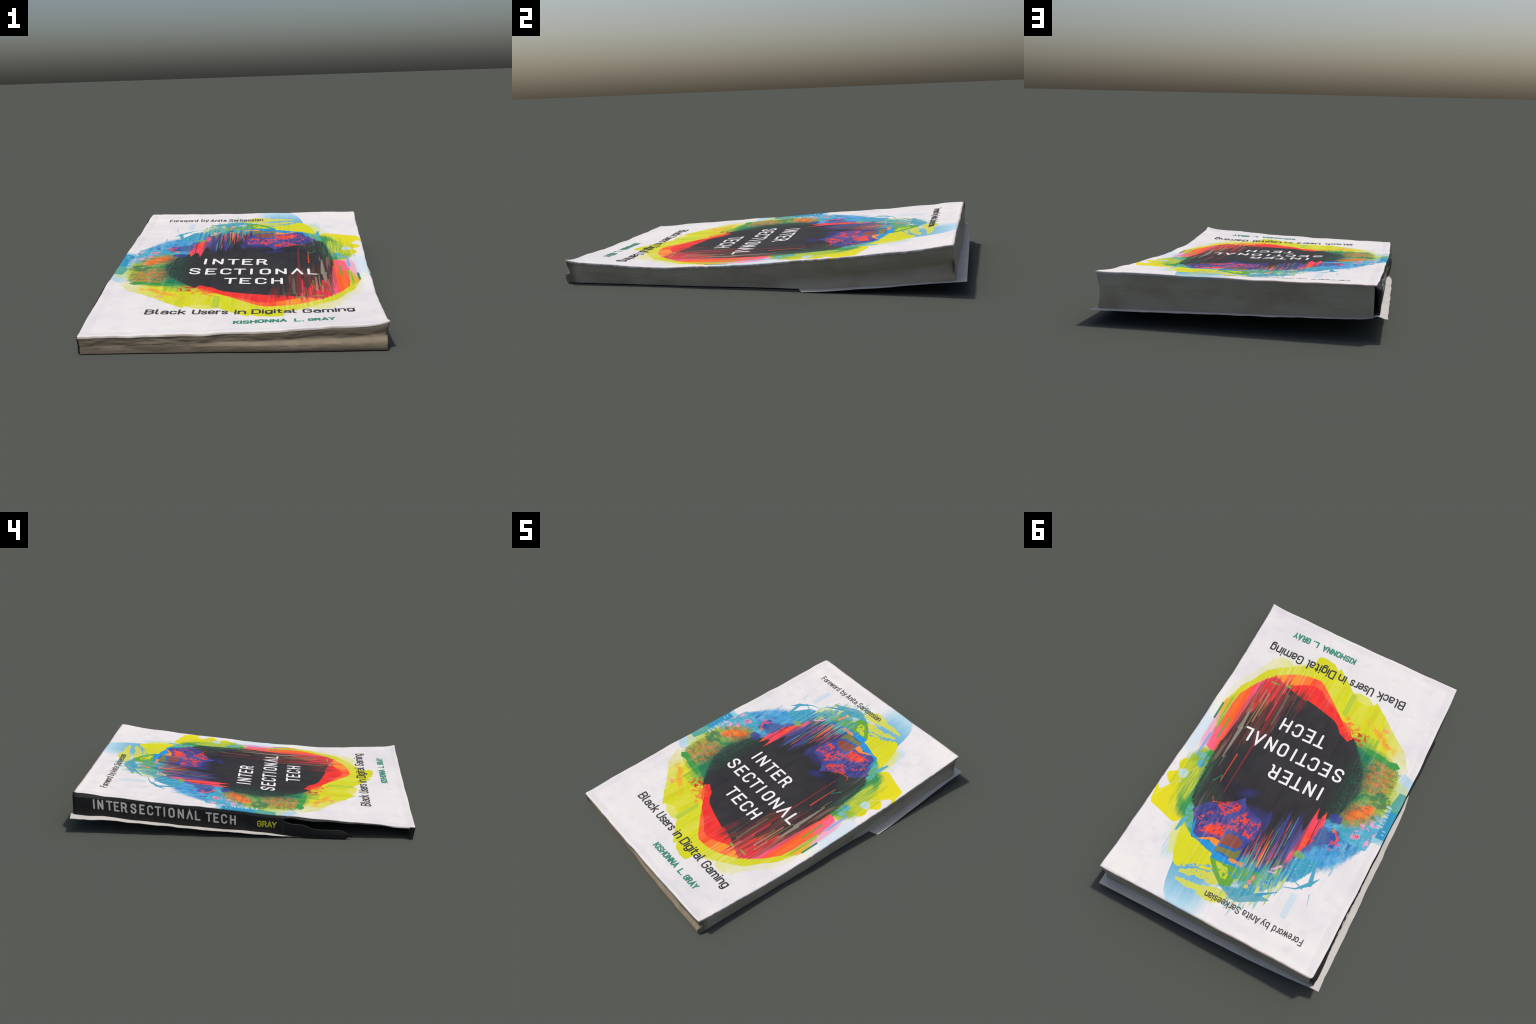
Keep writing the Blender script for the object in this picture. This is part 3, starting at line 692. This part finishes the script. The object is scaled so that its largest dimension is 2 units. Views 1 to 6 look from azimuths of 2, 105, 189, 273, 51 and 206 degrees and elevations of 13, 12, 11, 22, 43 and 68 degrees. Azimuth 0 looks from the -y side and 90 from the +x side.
    TAN = srgb(172, 154, 134)
    half = g.rng(X, .35, -.25, .35, 1.0)
    g.lay(TAN, g.mul(g.rng(g.shake(head, rub, .016), .9405, .9465), half), .85)
    g.lay(TAN, g.mul(g.rng(g.shake(tail, rub, .008), -.9805, -.984), thr(rub, .4, .6)), .7)
    g.lay(TAN, g.mul(g.rng(g.shake(fore, rub, .008), .6155, .619), thr(rub, .36, .56)), .8)
    g.lay(srgb(206, 200, 196), g.mul(g.seg(-.573, .95, -.592, -.97, .0012, .0012, soft=.003), thr(n1, .4, .6)), .7)      # hinge crease
    g.close_group()
    return g.done(g.noise(60, 60, 60, detail=3, off=33), .10, .002)


def paper_edges():
    """cut edges of the page block: warm grey with fine page lines, shading painted in at the tail"""
    g = Graph('page_edges', rough=.9, spec=.05)
    page_mottle = g.noise(5, 5, 9, detail=5, off=4)
    g.base = g.ramp(page_mottle, [(.32, srgb(180, 166, 142)), (.5, srgb(193, 180, 156)), (.68, srgb(200, 189, 167))])  # tinted warmer so walls in bluish shade come out neutral
    lines = g.noise(3, 3, 260, detail=2, off=8)
    g.lay(srgb(160, 152, 138), g.rng(lines, .5, .75), .25)
    tail = g.rng(g.y, -.93, -.965)                     # tail face coloured darker to carry the scan's baked shading
    baked_shade = g.noise(11, 11, 22, detail=4, off=14, dist=.6)
    g.lay(g.ramp(baked_shade, [(.32, srgb(128, 118, 103)), (.5, srgb(136, 125, 109)), (.68, srgb(145, 133, 116))]), tail, .95)
    return g.done(lines, .25, .002)


def plain(name, col, var=.12, rough=.75, spec=.10, scale=14):
    g = Graph(name, rough=rough, spec=spec)
    n = g.noise(scale, scale, scale, detail=4)
    a = tuple(c * (1 - var) for c in col[:3]) + (1,)
    b = tuple(min(1, c * (1 + var)) for c in col[:3]) + (1,)
    g.base = g.ramp(n, [(.3, a), (.7, b)])
    return g.done(g.noise(50, 50, 50, detail=3), .12, .002)


# ------------------------------------------------------------------ the object
root = bpy.data.objects.new('paperback_book', None)
bpy.context.scene.collection.objects.link(root)
root['label'] = 'worn white paperback with colourful abstract cover print, black spine'
root['category'] = 'book'

MAT_COVER = cover_print()
MAT_PAGES = paper_edges()
MAT_SPINE = plain('black_spine_card', srgb(30, 30, 32, .9), .25, .6, .2)
MAT_BACK = plain('back_cover_card', srgb(207, 204, 199), .06, .8, .08)


def edge_steps(n, length, r):
    """samples 0..1 along a length, crowded at both ends where the edge rounds over"""
    e = [0, .12 * r, .3 * r, .55 * r, r, 2 * r]
    mid = [2 * r + (length - 4 * r) * k / n for k in range(1, n)]
    out = e + mid + [length - v for v in reversed(e)]
    return [v / length for v in out]


def build_front_cover():
    r, th = .0065, .011
    S, T = edge_steps(150, 1.235, r), edge_steps(230, 1.93, r)
    ns, nt = len(S), len(T)
    top, bot = [], []
    for t in T:
        for s in S:
            x, y = cover_xy(s, t)
            z = cover_z(s, t)
            d = [min(r, v) for v in (s * 1.235, (1 - s) * 1.235, t * 1.93, (1 - t) * 1.93)]
            drop = sum(r - math.sqrt(max(0, r * r - (r - q) ** 2)) for q in d)
            top.append((x, y, z - min(drop, 1.3 * r)))
            bot.append((x, y, z - th))
    verts = top + bot
    N = ns * nt
    faces = []
    for j in range(nt - 1):
        for i in range(ns - 1):
            a = j * ns + i
            faces.append((a, a + 1, a + ns + 1, a + ns))
            faces.append((N + a, N + a + ns, N + a + ns + 1, N + a + 1))
    ring = [i for i in range(ns)] + [j * ns + ns - 1 for j in range(1, nt)] + \
           [(nt - 1) * ns + i for i in range(ns - 2, -1, -1)] + [j * ns for j in range(nt - 2, 0, -1)]
    for k in range(len(ring)):
        a, b = ring[k], ring[(k + 1) % len(ring)]
        faces.append((a, N + a, N + b, b))
    ob = make_object('front_cover', verts, faces, MAT_COVER, root)
    sharp_by_angle(ob, 50)
    return ob


def fore_profile(h):
    """hollow of the fore edge, 0 at the cover, deepest past half way, flaring at the foot"""
    return interp(h, [0, .06, .16, .26, .40, .52, .60, .68, .76, .84, .90, .95, 1.0],
                  [.0, .0, .06, .18, .52, .88, 1.0, .92, .66, .36, .24, .20, .18])


def tail_profile(h):
    """recess under the cover at the tail, then the thicker lower block"""
    return interp(h, [0, .1, .25, .42, .52, .58, .66, .8, .92, 1.0],
                  [.001, .001, .004, .009, .008, -.002, -.009, -.010, -.008, -.004])


def build_page_block():
    inset, wall = .003, .012
    path = []                                   # (s, t, outward normal, side weights)
    ns, nt, nc = 130, 190, 6
    cr = .008
    for i in range(ns + 1):                     # head, from spine to fore edge
        s = .004 + (.996 - .004) * i / ns
        path.append((s, 1.0, (0, 1), 0, 0))
    for j in range(1, nt):                      # fore edge, head to tail
        t = 1 - j / nt
        path.append((1.0, t, (1, 0), 1, 0))
    for i in range(ns + 1):                     # tail, fore edge back to spine
        s = .996 - (.996 - .002) * i / ns
        path.append((s, 0.0, (0, -1), 0, 1))
    K = 26
    outer, inner = [], []
    for (s, t, nrm, fore, tail) in path:
        x, y = cover_xy(min(s, 1), t)
        zt = cover_z(min(s, .991), min(.995, max(.0065, t))) - .0075
        nx, ny = nrm
        # blend the normals at the two corners
        wf = smooth(s, .985, 1.0) if not fore else 1.0
        wt = 1 - smooth(t, 0, .010) if not tail else 1.0
        wh = smooth(t, .990, 1.0) if (fore or t > .5) else 0
        depth = .005 + .036 * smooth(t, .35, 1.0)
        zb = max(0.0, sheet_z(x, y) + .001)
        for k in range(K + 1):
            q = k / K
            z = zt + (zb - zt) * q
            full = .16
            hf = min(1, (zt - z) / full) if t > .3 else min(1, (zt - z) / .16)
            ox = -inset - depth * fore_profile(hf) * wf if (wf > 0) else 0
            lo = smooth(s, .22, .75)
            oy = 0.0
            if tail or wt > 0:
                amt = tail_profile(min(1, q)) * lo + (1 - lo) * (.0010 + .011 * q)
                oy += amt * max(wt, tail)
                ox -= .010 * lo * math.exp(-((q - .42) / .13) ** 2) * wf * (1 - smooth(t, .0, .10))
            if wh > 0:
                oy += (-.001 + .010 * q) * wh
            nse = fbm(x * 1.0, y * 1.0, z * 2.2, 9)
            fin = fbm(x, y, z * 6, 22)
            rough = .0030 * nse + .0012 * fin
            amp = 1.3 if tail else .6
            nxw, nyw = nx, ny
            px = x + ox + nxw * rough * amp * math.sin(math.pi * min(1, q + .08))
            py = y + oy + nyw * rough * amp * math.sin(math.pi * min(1, q + .08))
            outer.append((px, py, z))
            inx = -wall if fore or wf > .5 else 0
            iny = (-wall if t > .5 else .005 + .007 * smooth(s, .05, .3)) if (not fore) else 0
            inner.append((px + inx, py + iny, z))
    n = len(path)
    M = n * (K + 1)
    verts = outer + inner
    faces = []
    for i in range(n - 1):
        for k in range(K):
            a = i * (K + 1) + k
            b = a + K + 1
            faces.append((a, b, b + 1, a + 1))
            faces.append((M + a, M + a + 1, M + b + 1, M + b))
        a, b = i * (K + 1), (i + 1) * (K + 1)
        faces.append((a, M + a, M + b, b))
        faces.append((a + K, b + K, M + b + K, M + a + K))
    for a in (0, (n - 1) * (K + 1)):
        for k in range(K):
            f = (a + k, a + k + 1, M + a + k + 1, M + a + k)
            faces.append(f if a == 0 else tuple(reversed(f)))
    ob = make_object('page_block', verts, faces, MAT_PAGES, root)
    sharp_by_angle(ob, 55)
    return ob


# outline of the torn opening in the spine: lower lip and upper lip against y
LIP_LOW_Y = [-.625, -.608, -.602, -.585, -.548, -.459, -.40, -.375, -.351, -.29, -.25, -.238]
LIP_LOW_Z = [.003, .018, .033, .048, .055, .056, .061, .072, .084, .088, .095, .105]
LIP_TOP_Y = [-.88, -.78, -.616, -.476, -.429, -.36, -.336, -.30, -.27, -.25, -.238]
LIP_TOP_GAP = [.0035, .005, .0065, .008, .011, .014, .014, .009, .008, .012, .022]


def spine_point(y, h, lift=0.0):
    """h 0 at the cover edge, 1 at the back cover"""
    t = (y + .973) / 1.9355
    x, yy = cover_xy(0, t)
    zt = cover_z(0, t) - .004
    zb = max(0.0, sheet_z(-.637, y) + .001) + .014 * smooth(y, .55, .96)
    hh = min(1, max(0, h))
    swell = hh / .14 if hh < .14 else 1 - .85 * ((hh - .14) / .86) ** 1.3          # swells out just under the cover
    bulge = (.0070 + .0120 * math.exp(-((y - .91) / .12) ** 2) + .003 * fbm(0, y, 4.4, 6)) * swell
    bulge *= (1 - .55 * smooth(y, .945, .966)) * smooth(t, .0, .3)
    bulge += .010 * smooth(-y, .16, .28) * (1 - smooth(-y, .75, .9)) * smooth(hh, .0, .10)
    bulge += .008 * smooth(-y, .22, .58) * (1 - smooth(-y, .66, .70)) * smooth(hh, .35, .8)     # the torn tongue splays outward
    xb = -.633 + .004 * smooth(y, .3, .95)
    xx = (x + .0025) * (1 - h) + xb * h - bulge - .0015
    xx += .0022 * fbm(0, y, h * .12, 9) * math.sin(math.pi * min(1, max(0, h * .9 + .05)))
    return Vector((xx - lift, y, zt + (zb - zt) * h))


def build_spine():
    verts, faces = [], []

    def patch(cols):
        """cols: list of (y, h0, h1); one strip of quads, K rows"""
        K = 14
        base = len(verts)
        for y, h0, h1 in cols:
            for k in range(K + 1):
                verts.append(tuple(spine_point(y, h0 + (h1 - h0) * k / K)))
        for i in range(len(cols) - 1):
            for k in range(K):
                a = base + i * (K + 1) + k
                faces.append((a, a + 1, a + K + 2, a + K + 1))

    def h_of(y, z):
        zt = spine_point(y, 0).z
        zb = spine_point(y, 1).z
        return (zt - z) / (zt - zb)
    tear = -.238
    ys = [.965 - (.965 - tear) * i / 110 for i in range(111)]
    hm = min(.95, max(.05, h_of(tear, .104)))
    patch([(y, 0, hm) for y in ys])
    patch([(y, hm, 1) for y in ys])
    low = [tear - (.622 + tear) * i / 60 for i in range(61)]
    patch([(y, min(.995, h_of(y, interp(y, LIP_LOW_Y, LIP_LOW_Z) + .0036 * fbm(0, y, 0, 30))), 1 - .32 * smooth(-y, .585, .622)) for y in low])
    top = [tear - (.90 + tear) * i / 70 for i in range(71)]
    patch([(y, 0, max(.02, h_of(y, spine_point(y, 0).z - interp(y, LIP_TOP_Y, LIP_TOP_GAP)))) for y in top])
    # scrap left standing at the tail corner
    base = len(verts)
    for k in range(11):
        h = k / 10
        for q in range(4):
            y0, y1 = -.946 - .018 * h, -.9765 + .010 * h
            verts.append(tuple(spine_point(y0 + (y1 - y0) * q / 3, h) + Vector((-.003, 0, 0))))
    for k in range(10):
        for q in range(3):
            a = base + k * 4 + q
            faces.append((a, a + 1, a + 5, a + 4))
    ob = make_object('spine', verts, faces, MAT_SPINE, root)
    # weld the strips along the row where they meet
    import bmesh
    bm = bmesh.new()
    bm.from_mesh(ob.data)
    bmesh.ops.remove_doubles(bm, verts=bm.verts, dist=.0002)
    bmesh.ops.recalc_face_normals(bm, faces=bm.faces)
    for f in bm.faces:                      # outward is -x
        if f.normal.x > 0 and f.calc_center_median().y < 1:
            f.normal_flip()
    bm.to_mesh(ob.data)
    bm.free()
    ob.data.shade_smooth()
    mod = ob.modifiers.new('card thickness', 'SOLIDIFY')
    mod.thickness = .005
    mod.offset = -1
    mod.use_even_offset = False
    return ob


def build_back_cover():
    """loose back cover: a card sloping down to where it meets the ground along a slanting line"""
    th = .0022
    nx, ny = 90, 70
    top, bot = [], []
    for i in range(nx + 1):
        f = i / nx
        # near edge: the slanting line on the ground; far edge: the head end
        y0 = -.385 + f * (.252 + .385)
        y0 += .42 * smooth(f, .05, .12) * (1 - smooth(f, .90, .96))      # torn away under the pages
        y1 = interp(f, [0, .15, .3, .5, .8, 1], [.978, .990, .998, 1.0, .9995, 1.0])
        for j in range(ny + 1):
            q = j / ny
            y = y0 + (y1 - y0) * q
            xl = -.667 + .005 * fbm(0, y, 9, 7) + .030 * (1 - smooth(y, -.39, -.08))
            xr = .6655 - .0205 * smooth(y, .2, 1.0)
            x = xl + f * (xr - xl)
            z = max(0.0, sheet_z(x, y)) + .013 * smooth(y, .55, .96) * math.exp(-((x + .622) / .022) ** 2)     # drawn up to the spine
            e = 1 - min(1, min(f, 1 - f) / .06, (1 - q) / .06)
            z += (.0022 + .002 * (1 - f)) * max(0, e) * fbm(x, y, 3, 9)
            z = max(z, th * min(1, q * 14) + .0002)
            top.append((x, y, z))
            bot.append((x, y, max(0.0, z - th)))
    verts = top + bot
    N = (nx + 1) * (ny + 1)
    faces = []
    for i in range(nx):
        for j in range(ny):
            a = i * (ny + 1) + j
            b = a + ny + 1
            faces.append((a, b, b + 1, a + 1))
            faces.append((N + a, N + a + 1, N + b + 1, N + b))
    ring = [i * (ny + 1) for i in range(nx + 1)] + [nx * (ny + 1) + j for j in range(1, ny + 1)] + \
           [i * (ny + 1) + ny for i in range(nx - 1, -1, -1)] + [j for j in range(ny - 1, 0, -1)]
    for k in range(len(ring)):
        a, b = ring[k], ring[(k + 1) % len(ring)]
        faces.append((a, N + a, N + b, b))
    ob = make_object('back_cover', verts, faces, MAT_BACK, root)
    sharp_by_angle(ob, 50)
    return ob


# ------------------------------------------------------------------ lettering
def arc(cx, cy, rx, ry, a0, a1, n=7):
    return [(cx + rx * math.cos(math.radians(a0 + (a1 - a0) * k / n)), cy + ry * math.sin(math.radians(a0 + (a1 - a0) * k / n))) for k in range(n + 1)]


def glyphs():
    """stroke skeletons, cap height 1: name -> (advance width, strokes)"""
    w = .54
    g = {}
    g['I'] = (0, [[(0, 0), (0, 1)]])
    g['N'] = (w, [[(0, 0), (0, 1)], [(0, 1), (w, 0)], [(w, 0), (w, 1)]])
    g['T'] = (.62, [[(0, 1), (.62, 1)], [(.31, 1), (.31, 0)]])
    g['E'] = (w, [[(w, 1), (0, 1), (0, 0), (w, 0)], [(0, .52), (.42, .52)]])
    g['F'] = (.48, [[(.48, 1), (0, 1), (0, 0)], [(0, .52), (.4, .52)]])
    g['L'] = (.46, [[(0, 1), (0, 0), (.46, 0)]])
    g['H'] = (w, [[(0, 0), (0, 1)], [(w, 0), (w, 1)], [(0, .52), (w, .52)]])
    g['K'] = (.5, [[(0, 0), (0, 1)], [(.48, 1), (.02, .42)], [(.17, .6), (.52, 0)]])
    g['^'] = (.6, [[(0, 0), (.3, 1), (.6, 0)]])
    g['A'] = (.6, [[(0, 0), (.3, 1), (.6, 0)], [(.12, .28), (.48, .28)]])
    g['Y'] = (.58, [[(0, 1), (.29, .45), (.58, 1)], [(.29, .45), (.29, 0)]])
    r = .24
    g['O'] = (w, [arc(w - r, 1 - r, r, r, 0, 90) + arc(r, 1 - r, r, r, 90, 180) + arc(r, r, r, r, 180, 270) + arc(w - r, r, r, r, 270, 360) + [(w, 1 - r)]])
    g['C'] = (w, [[(w, .78)] + arc(w - r, 1 - r, r, r, 10, 90) + arc(r, 1 - r, r, r, 90, 180) + arc(r, r, r, r, 180, 270) + arc(w - r, r, r, r, 270, 350) + [(w, .22)]])
    g['G'] = (w, [[(w, .80)] + arc(w - r, 1 - r, r, r, 10, 90) + arc(r, 1 - r, r, r, 90, 180) + arc(r, r, r, r, 180, 270) + arc(w - r, r, r, r, 270, 360) + [(w, .5), (.3, .5)]])
    g['U'] = (w, [[(0, 1)] + arc(r, r, r, r, 180, 270) + arc(w - r, r, r, r, 270, 360) + [(w, 1)]])
    g['D'] = (w, [[(0, 0), (0, 1)] + arc(w - r, 1 - r, r, r, 90, 0) + arc(w - r, r, r, r, 0, -90) + [(0, 0)]])
    g['B'] = (w, [[(0, 0), (0, 1)] + arc(w - .26, .765, .23, .235, 90, -90) + [(0, .53)], [(.28, .53)] + arc(w - .265, .265, .265, .265, 90, -90) + [(0, 0)]])
    g['R'] = (.6, [[(0, 0), (0, 1)] + arc(w - .27, .75, .25, .25, 90, -90) + [(0, .5)], [(.30, .5)] + arc(.24, .28, .20, .22, 80, 0) + [(.44, .16)] + arc(.58, .14, .14, .14, 190, 265)])
    g['S'] = (w, [[(w - .01, .76)] + arc(w - .24, .77, .23, .23, 10, 90) + arc(.24, .77, .24, .23, 90, 215) + [(w - .13, .45)] + arc(w - .24, .25, .24, .25, 35, -90) + arc(.24, .24, .24, .24, 270, 185)])
    x = .70                                               # lower case
    r = .2
    b = .43
    bowl = arc(b - r, x - r, r, r, 0, 90) + arc(r, x - r, r, r, 90, 180) + arc(r, r, r, r, 180, 270) + arc(b - r, r, r, r, 270, 360) + [(b, x - r)]
    g['o'] = (b, [bowl])
    g['a'] = (b, [arc(b - r - .01, x - r, r, r, 150, 90) + arc(b - r, x - r, r, r, 90, 0) + [(b, 0)], [(b, .42), (.17, .42)] + arc(.19, .21, .19, .21, 100, 270) + arc(b - .19, .2, .19, .2, 270, 360)])
    g['c'] = (.38, [[(.38, .52)] + arc(.2, x - r, .18, r, 10, 90) + arc(r, x - r, r, r, 90, 180) + arc(r, r, r, r, 180, 270) + arc(.2, r, .18, r, 270, 350)])
    g['e'] = (b, [[(0, .37), (b, .37)] + arc(b - r, x - r, r, r, 0, 90) + arc(r, x - r, r, r, 90, 180) + arc(r, r, r, r, 180, 270) + arc(b - r, r, r, r, 270, 330)])
    g['s'] = (.38, [[(.36, .56)] + arc(.2, .53, .17, .17, 20, 90) + arc(.19, .53, .19, .17, 90, 215) + [(.28, .32)] + arc(.19, .18, .19, .18, 35, -90) + arc(.18, .18, .18, .18, 270, 195)])
    g['r'] = (.28, [[(0, 0), (0, x)], [(0, .45)] + arc(.22, .45, .22, .25, 180, 75)])
    g['i'] = (0, [[(0, 0), (0, x)], [(0, .93), (0, .96)]])
    g['n'] = (b, [[(0, 0), (0, x)], [(0, .45)] + arc(r, x - r, r, r, 165, 90) + arc(b - r, x - r, r, r, 90, 0) + [(b, 0)]])
    g['m'] = (.72, [[(0, 0), (0, x)], [(0, .47)] + arc(.18, x - .18, .18, .18, 165, 0) + [(.36, 0)], [(.36, .47)] + arc(.54, x - .18, .18, .18, 165, 0) + [(.72, 0)]])
    g['l'] = (.16, [[(0, 1.04), (0, .16)] + arc(.16, .16, .16, .16, 180, 265)])
    g['k'] = (.42, [[(0, 0), (0, 1.04)], [(.39, x), (.02, .30)], [(.14, .43), (.42, 0)]])
    g['t'] = (.28, [[(.10, .92), (.10, .18)] + arc(.27, .18, .17, .18, 180, 270), [(0, x), (.28, x)]])
    g['g'] = (b, [bowl, [(b, x), (b, -.06)] + arc(b - r, -.06, r, r, 0, -90) + arc(.2, -.06, r, r, 270, 215)])
    g['d'] = (b, [bowl, [(b, 0), (b, 1.04)]])
    g['b'] = (b, [bowl, [(0, 0), (0, 1.04)]])
    g['y'] = (.44, [[(0, x), (.22, .02)], [(.44, x), (.22, .0), (.14, -.2), (.04, -.24)]])
    g['w'] = (.66, [[(0, x), (.165, 0), (.33, x), (.495, 0), (.66, x)]])
    g['.'] = (0, [[(0, .0), (0, .03)]])
    return g


GLYPHS = glyphs()


def ribbon(pts, half, verts, faces, place, lift, step=.012):
    """one pen stroke with round ends, lying on a surface: place(u, v, lift) -> point"""
    line = [pts[0]]
    for p in pts[1:]:
        a = line[-1]
        d = math.hypot(p[0] - a[0], p[1] - a[1])
        if d < 1e-5:
            continue
        n = max(1, int(d / step))
        for k in range(1, n + 1):
            line.append((a[0] + (p[0] - a[0]) * k / n, a[1] + (p[1] - a[1]) * k / n))
    closed = math.hypot(line[0][0] - line[-1][0], line[0][1] - line[-1][1]) < 1e-4
    if closed:
        line = line[:-1]
    n = len(line)
    left, right = [], []
    for i, p in enumerate(line):
        q = line[(i - 1) % n] if (i or closed) else p
        r = line[(i + 1) % n] if (i < n - 1 or closed) else p
        d1 = Vector((p[0] - q[0], p[1] - q[1]))
        d2 = Vector((r[0] - p[0], r[1] - p[1]))
        d1 = d1.normalized() if d1.length > 0 else d2.normalized()
        d2 = d2.normalized() if d2.length > 0 else d1
        d = d1 + d2
        d = d.normalized() if d.length > 1e-4 else d1
        k = half / max(.35, d.dot(d1))
        left.append((p[0] - d.y * k, p[1] + d.x * k))
        right.append((p[0] + d.y * k, p[1] - d.x * k))
    if not closed:
        outline = list(left)
        a, b = line[-1], line[-2]
        th = math.atan2(a[1] - b[1], a[0] - b[0])
        cap1 = [(a[0] + half * math.cos(th + math.pi / 2 - math.pi * k / 8), a[1] + half * math.sin(th + math.pi / 2 - math.pi * k / 8)) for k in range(1, 8)]
        a, b = line[0], line[1]
        th = math.atan2(a[1] - b[1], a[0] - b[0])
        cap0 = [(a[0] + half * math.cos(th + math.pi / 2 - math.pi * k / 8), a[1] + half * math.sin(th + math.pi / 2 - math.pi * k / 8)) for k in range(1, 8)]
    base = len(verts)

    def add(q, h):
        verts.append(tuple(place(q[0], q[1], h)))
        return len(verts) - 1
    L = [add(q, lift) for q in left]
    R = [add(q, lift) for q in right]
    m = n if closed else n - 1
    for i in range(m):
        j = (i + 1) % n
        faces.append((L[i], R[i], R[j], L[j]))
    rims = []
    if closed:
        rims = [[(L[i], left[i]) for i in range(n)], [(R[i], right[i]) for i in range(n)]]
    else:
        C1 = [add(q, lift) for q in cap1]
        C0 = [add(q, lift) for q in cap0]
        faces.append(tuple([L[-1], R[-1]] + C1[::-1]))
        faces.append(tuple([R[0], L[0]] + C0[::-1]))
        loop = [(L[i], left[i]) for i in range(n)] + list(zip(C1, cap1)) + [(R[i], right[i]) for i in range(n - 1, -1, -1)] + list(zip(C0, cap0))
        rims = [loop]
    for loop in rims:                                   # side walls sink into the card
        low = [add(q, -.0015) for _, q in loop]
        for i in range(len(loop)):
            j = (i + 1) % len(loop)
            faces.append((loop[i][0], loop[j][0], low[j], low[i]))


def set_word(word, u0, u1, v, cap, half, verts, faces, place, gap=.21):
    """fit a word between u0 and u1 (ink to ink) on baseline v"""
    x = 0.0
    spots = []
    for ch in word:
        wdt = GLYPHS[ch][0]
        spots.append((ch, x))
        x += wdt + gap
    total = max(.01, x - gap)
    k = (u1 - u0 - 2 * half) / total if total > .05 else cap
    n = 0
    for ch, gx in spots:
        for stroke in GLYPHS[ch][1]:
            pts = [(u0 + half + (gx + px) * k, v + half + py * (cap - 2 * half)) for px, py in stroke]
            n += 1
            ribbon(pts, half, verts, faces, place, .0008 + .00012 * (n % 5))


def on_cover(u, v, lift):
    return Vector((u, v, surface(u, v) + lift))


def letters_by_place(name, items, cap, half, mat, place, wid):
    """single letters at given left edges"""
    verts, faces = [], []
    n = 0
    for ch, u0, v in items:
        for stroke in GLYPHS[ch][1]:
            pts = [(u0 + px * wid, v + half + py * (cap - 2 * half)) for px, py in stroke]
            n += 1
            ribbon(pts, half, verts, faces, place, .0008 + .00012 * (n % 5))
    return make_object(name, verts, faces, mat, root, smooth_shade=False)


def build_lettering():
    white = plain('white_ink', srgb(246, 242, 242), .02)
    dark = plain('charcoal_ink', srgb(64, 64, 66), .05)
    green = plain('green_ink', srgb(66, 142, 122), .05)
    grey = plain('silver_ink', srgb(150, 148, 145, .62), .06)
    olive = plain('olive_ink', srgb(166, 160, 44, .7), .06)
    wid = .080
    title = [('I', -.207, -.026), ('N', -.164, -.026), ('T', -.089, -.027), ('E', -.013, -.028), ('R', .061, -.029),
             ('S', -.2695, -.176), ('E', -.189, -.177), ('C', -.115, -.177), ('T', -.050, -.178), ('I', .033, -.178), ('O', .080, -.179), ('N', .158, -.180), ('^', .235, -.181), ('L', .3155, -.181),
             ('T', -.089, -.328), ('E', -.013, -.329), ('C', .061, -.330), ('H', .138, -.331)]
    letters_by_place('title_lettering', title, .0885, .0062, white, on_cover, wid)

    verts, faces = [], []
    for w, a, b, v in (('Black', -.405, -.229, -.7475), ('Users', -.203, -.049, -.7495), ('in', -.022, .028, -.751), ('Digital', .050, .242, -.752), ('Gaming', .267, .487, -.755)):
        set_word(w, a, b, v, .061, .0043, verts, faces, on_cover)
    make_object('subtitle_lettering', verts, faces, dark, root, smooth_shade=False)
    verts, faces = [], []
    for w, a, b, v in (('KISHONNA', -.021, .200, -.884), ('L.', .228, .268, -.885), ('GRAY', .284, .396, -.886)):
        set_word(w, a, b, v, .042, .0043, verts, faces, on_cover, gap=.27)
    make_object('author_lettering', verts, faces, green, root, smooth_shade=False)
    verts, faces = [], []
    for w, a, b, v in (('Foreword', -.491, -.319, .797), ('by', -.300, -.252, .797), ('Anita', -.243, -.145, .796), ('Sarkeesian', -.130, .078, .795)):
        set_word(w, a, b, v, .041, .0028, verts, faces, on_cover, gap=.23)
    make_object('foreword_lettering', verts, faces, plain('faded_charcoal_ink', srgb(78, 78, 80), .05), root, smooth_shade=False)

    # spine: reads from head to tail; u = -y, v = height across the spine
    def on_spine(u, v, lift):
        y = -u
        zt, zb = spine_point(y, 0).z, spine_point(y, 1).z
        return spine_point(y, (zt - v) / (zt - zb), lift)

    def tilt(u):
        return interp(-u, [-.2, -.086, .035, .19, .44, .625, .843], [.055, .062, .066, .083, .107, .121, .146])
    spots = [('I', .841, 1), ('N', .8165, .98), ('T', .7685, 1.05), ('E', .7237, .88), ('R', .6835, 1.08), ('S', .629, 1), ('E', .5785, .9), ('C', .534, 1.05), ('T', .4905, 1.05), ('I', .440, 1),
             ('O', .412, 1.05), ('N', .3595, 1.05), ('^', .3105, 1.05), ('L', .262, 1.05), ('T', .2005, 1.0), ('E', .1565, .9), ('C', .1135, 1.05), ('H', .063, 1)]

    def spine_word(name, items, cap, half, wid, mat):
        verts, faces = [], []
        n = 0
        for ch, y, wide in items:
            for stroke in GLYPHS[ch][1]:
                pts = []
                for px, py in stroke:
                    u = -y + px * wid * wide
                    pts.append((u, tilt(u) + half + py * (cap - 2 * half)))
                n += 1
                ribbon(pts, half, verts, faces, on_spine, .0008 + .00012 * (n % 5), step=.01)
        make_object(name, verts, faces, mat, root, smooth_shade=False)
    spine_word('spine_title_lettering', spots, .060, .0046, .0455, grey)
    spine_word('spine_author_lettering', [('G', -.090, 1), ('R', -.119, 1), ('A', -.146, 1), ('Y', -.173, 1)], .040, .0034, .036, olive)


build_front_cover()
build_page_block()
build_spine()
build_back_cover()
build_lettering()
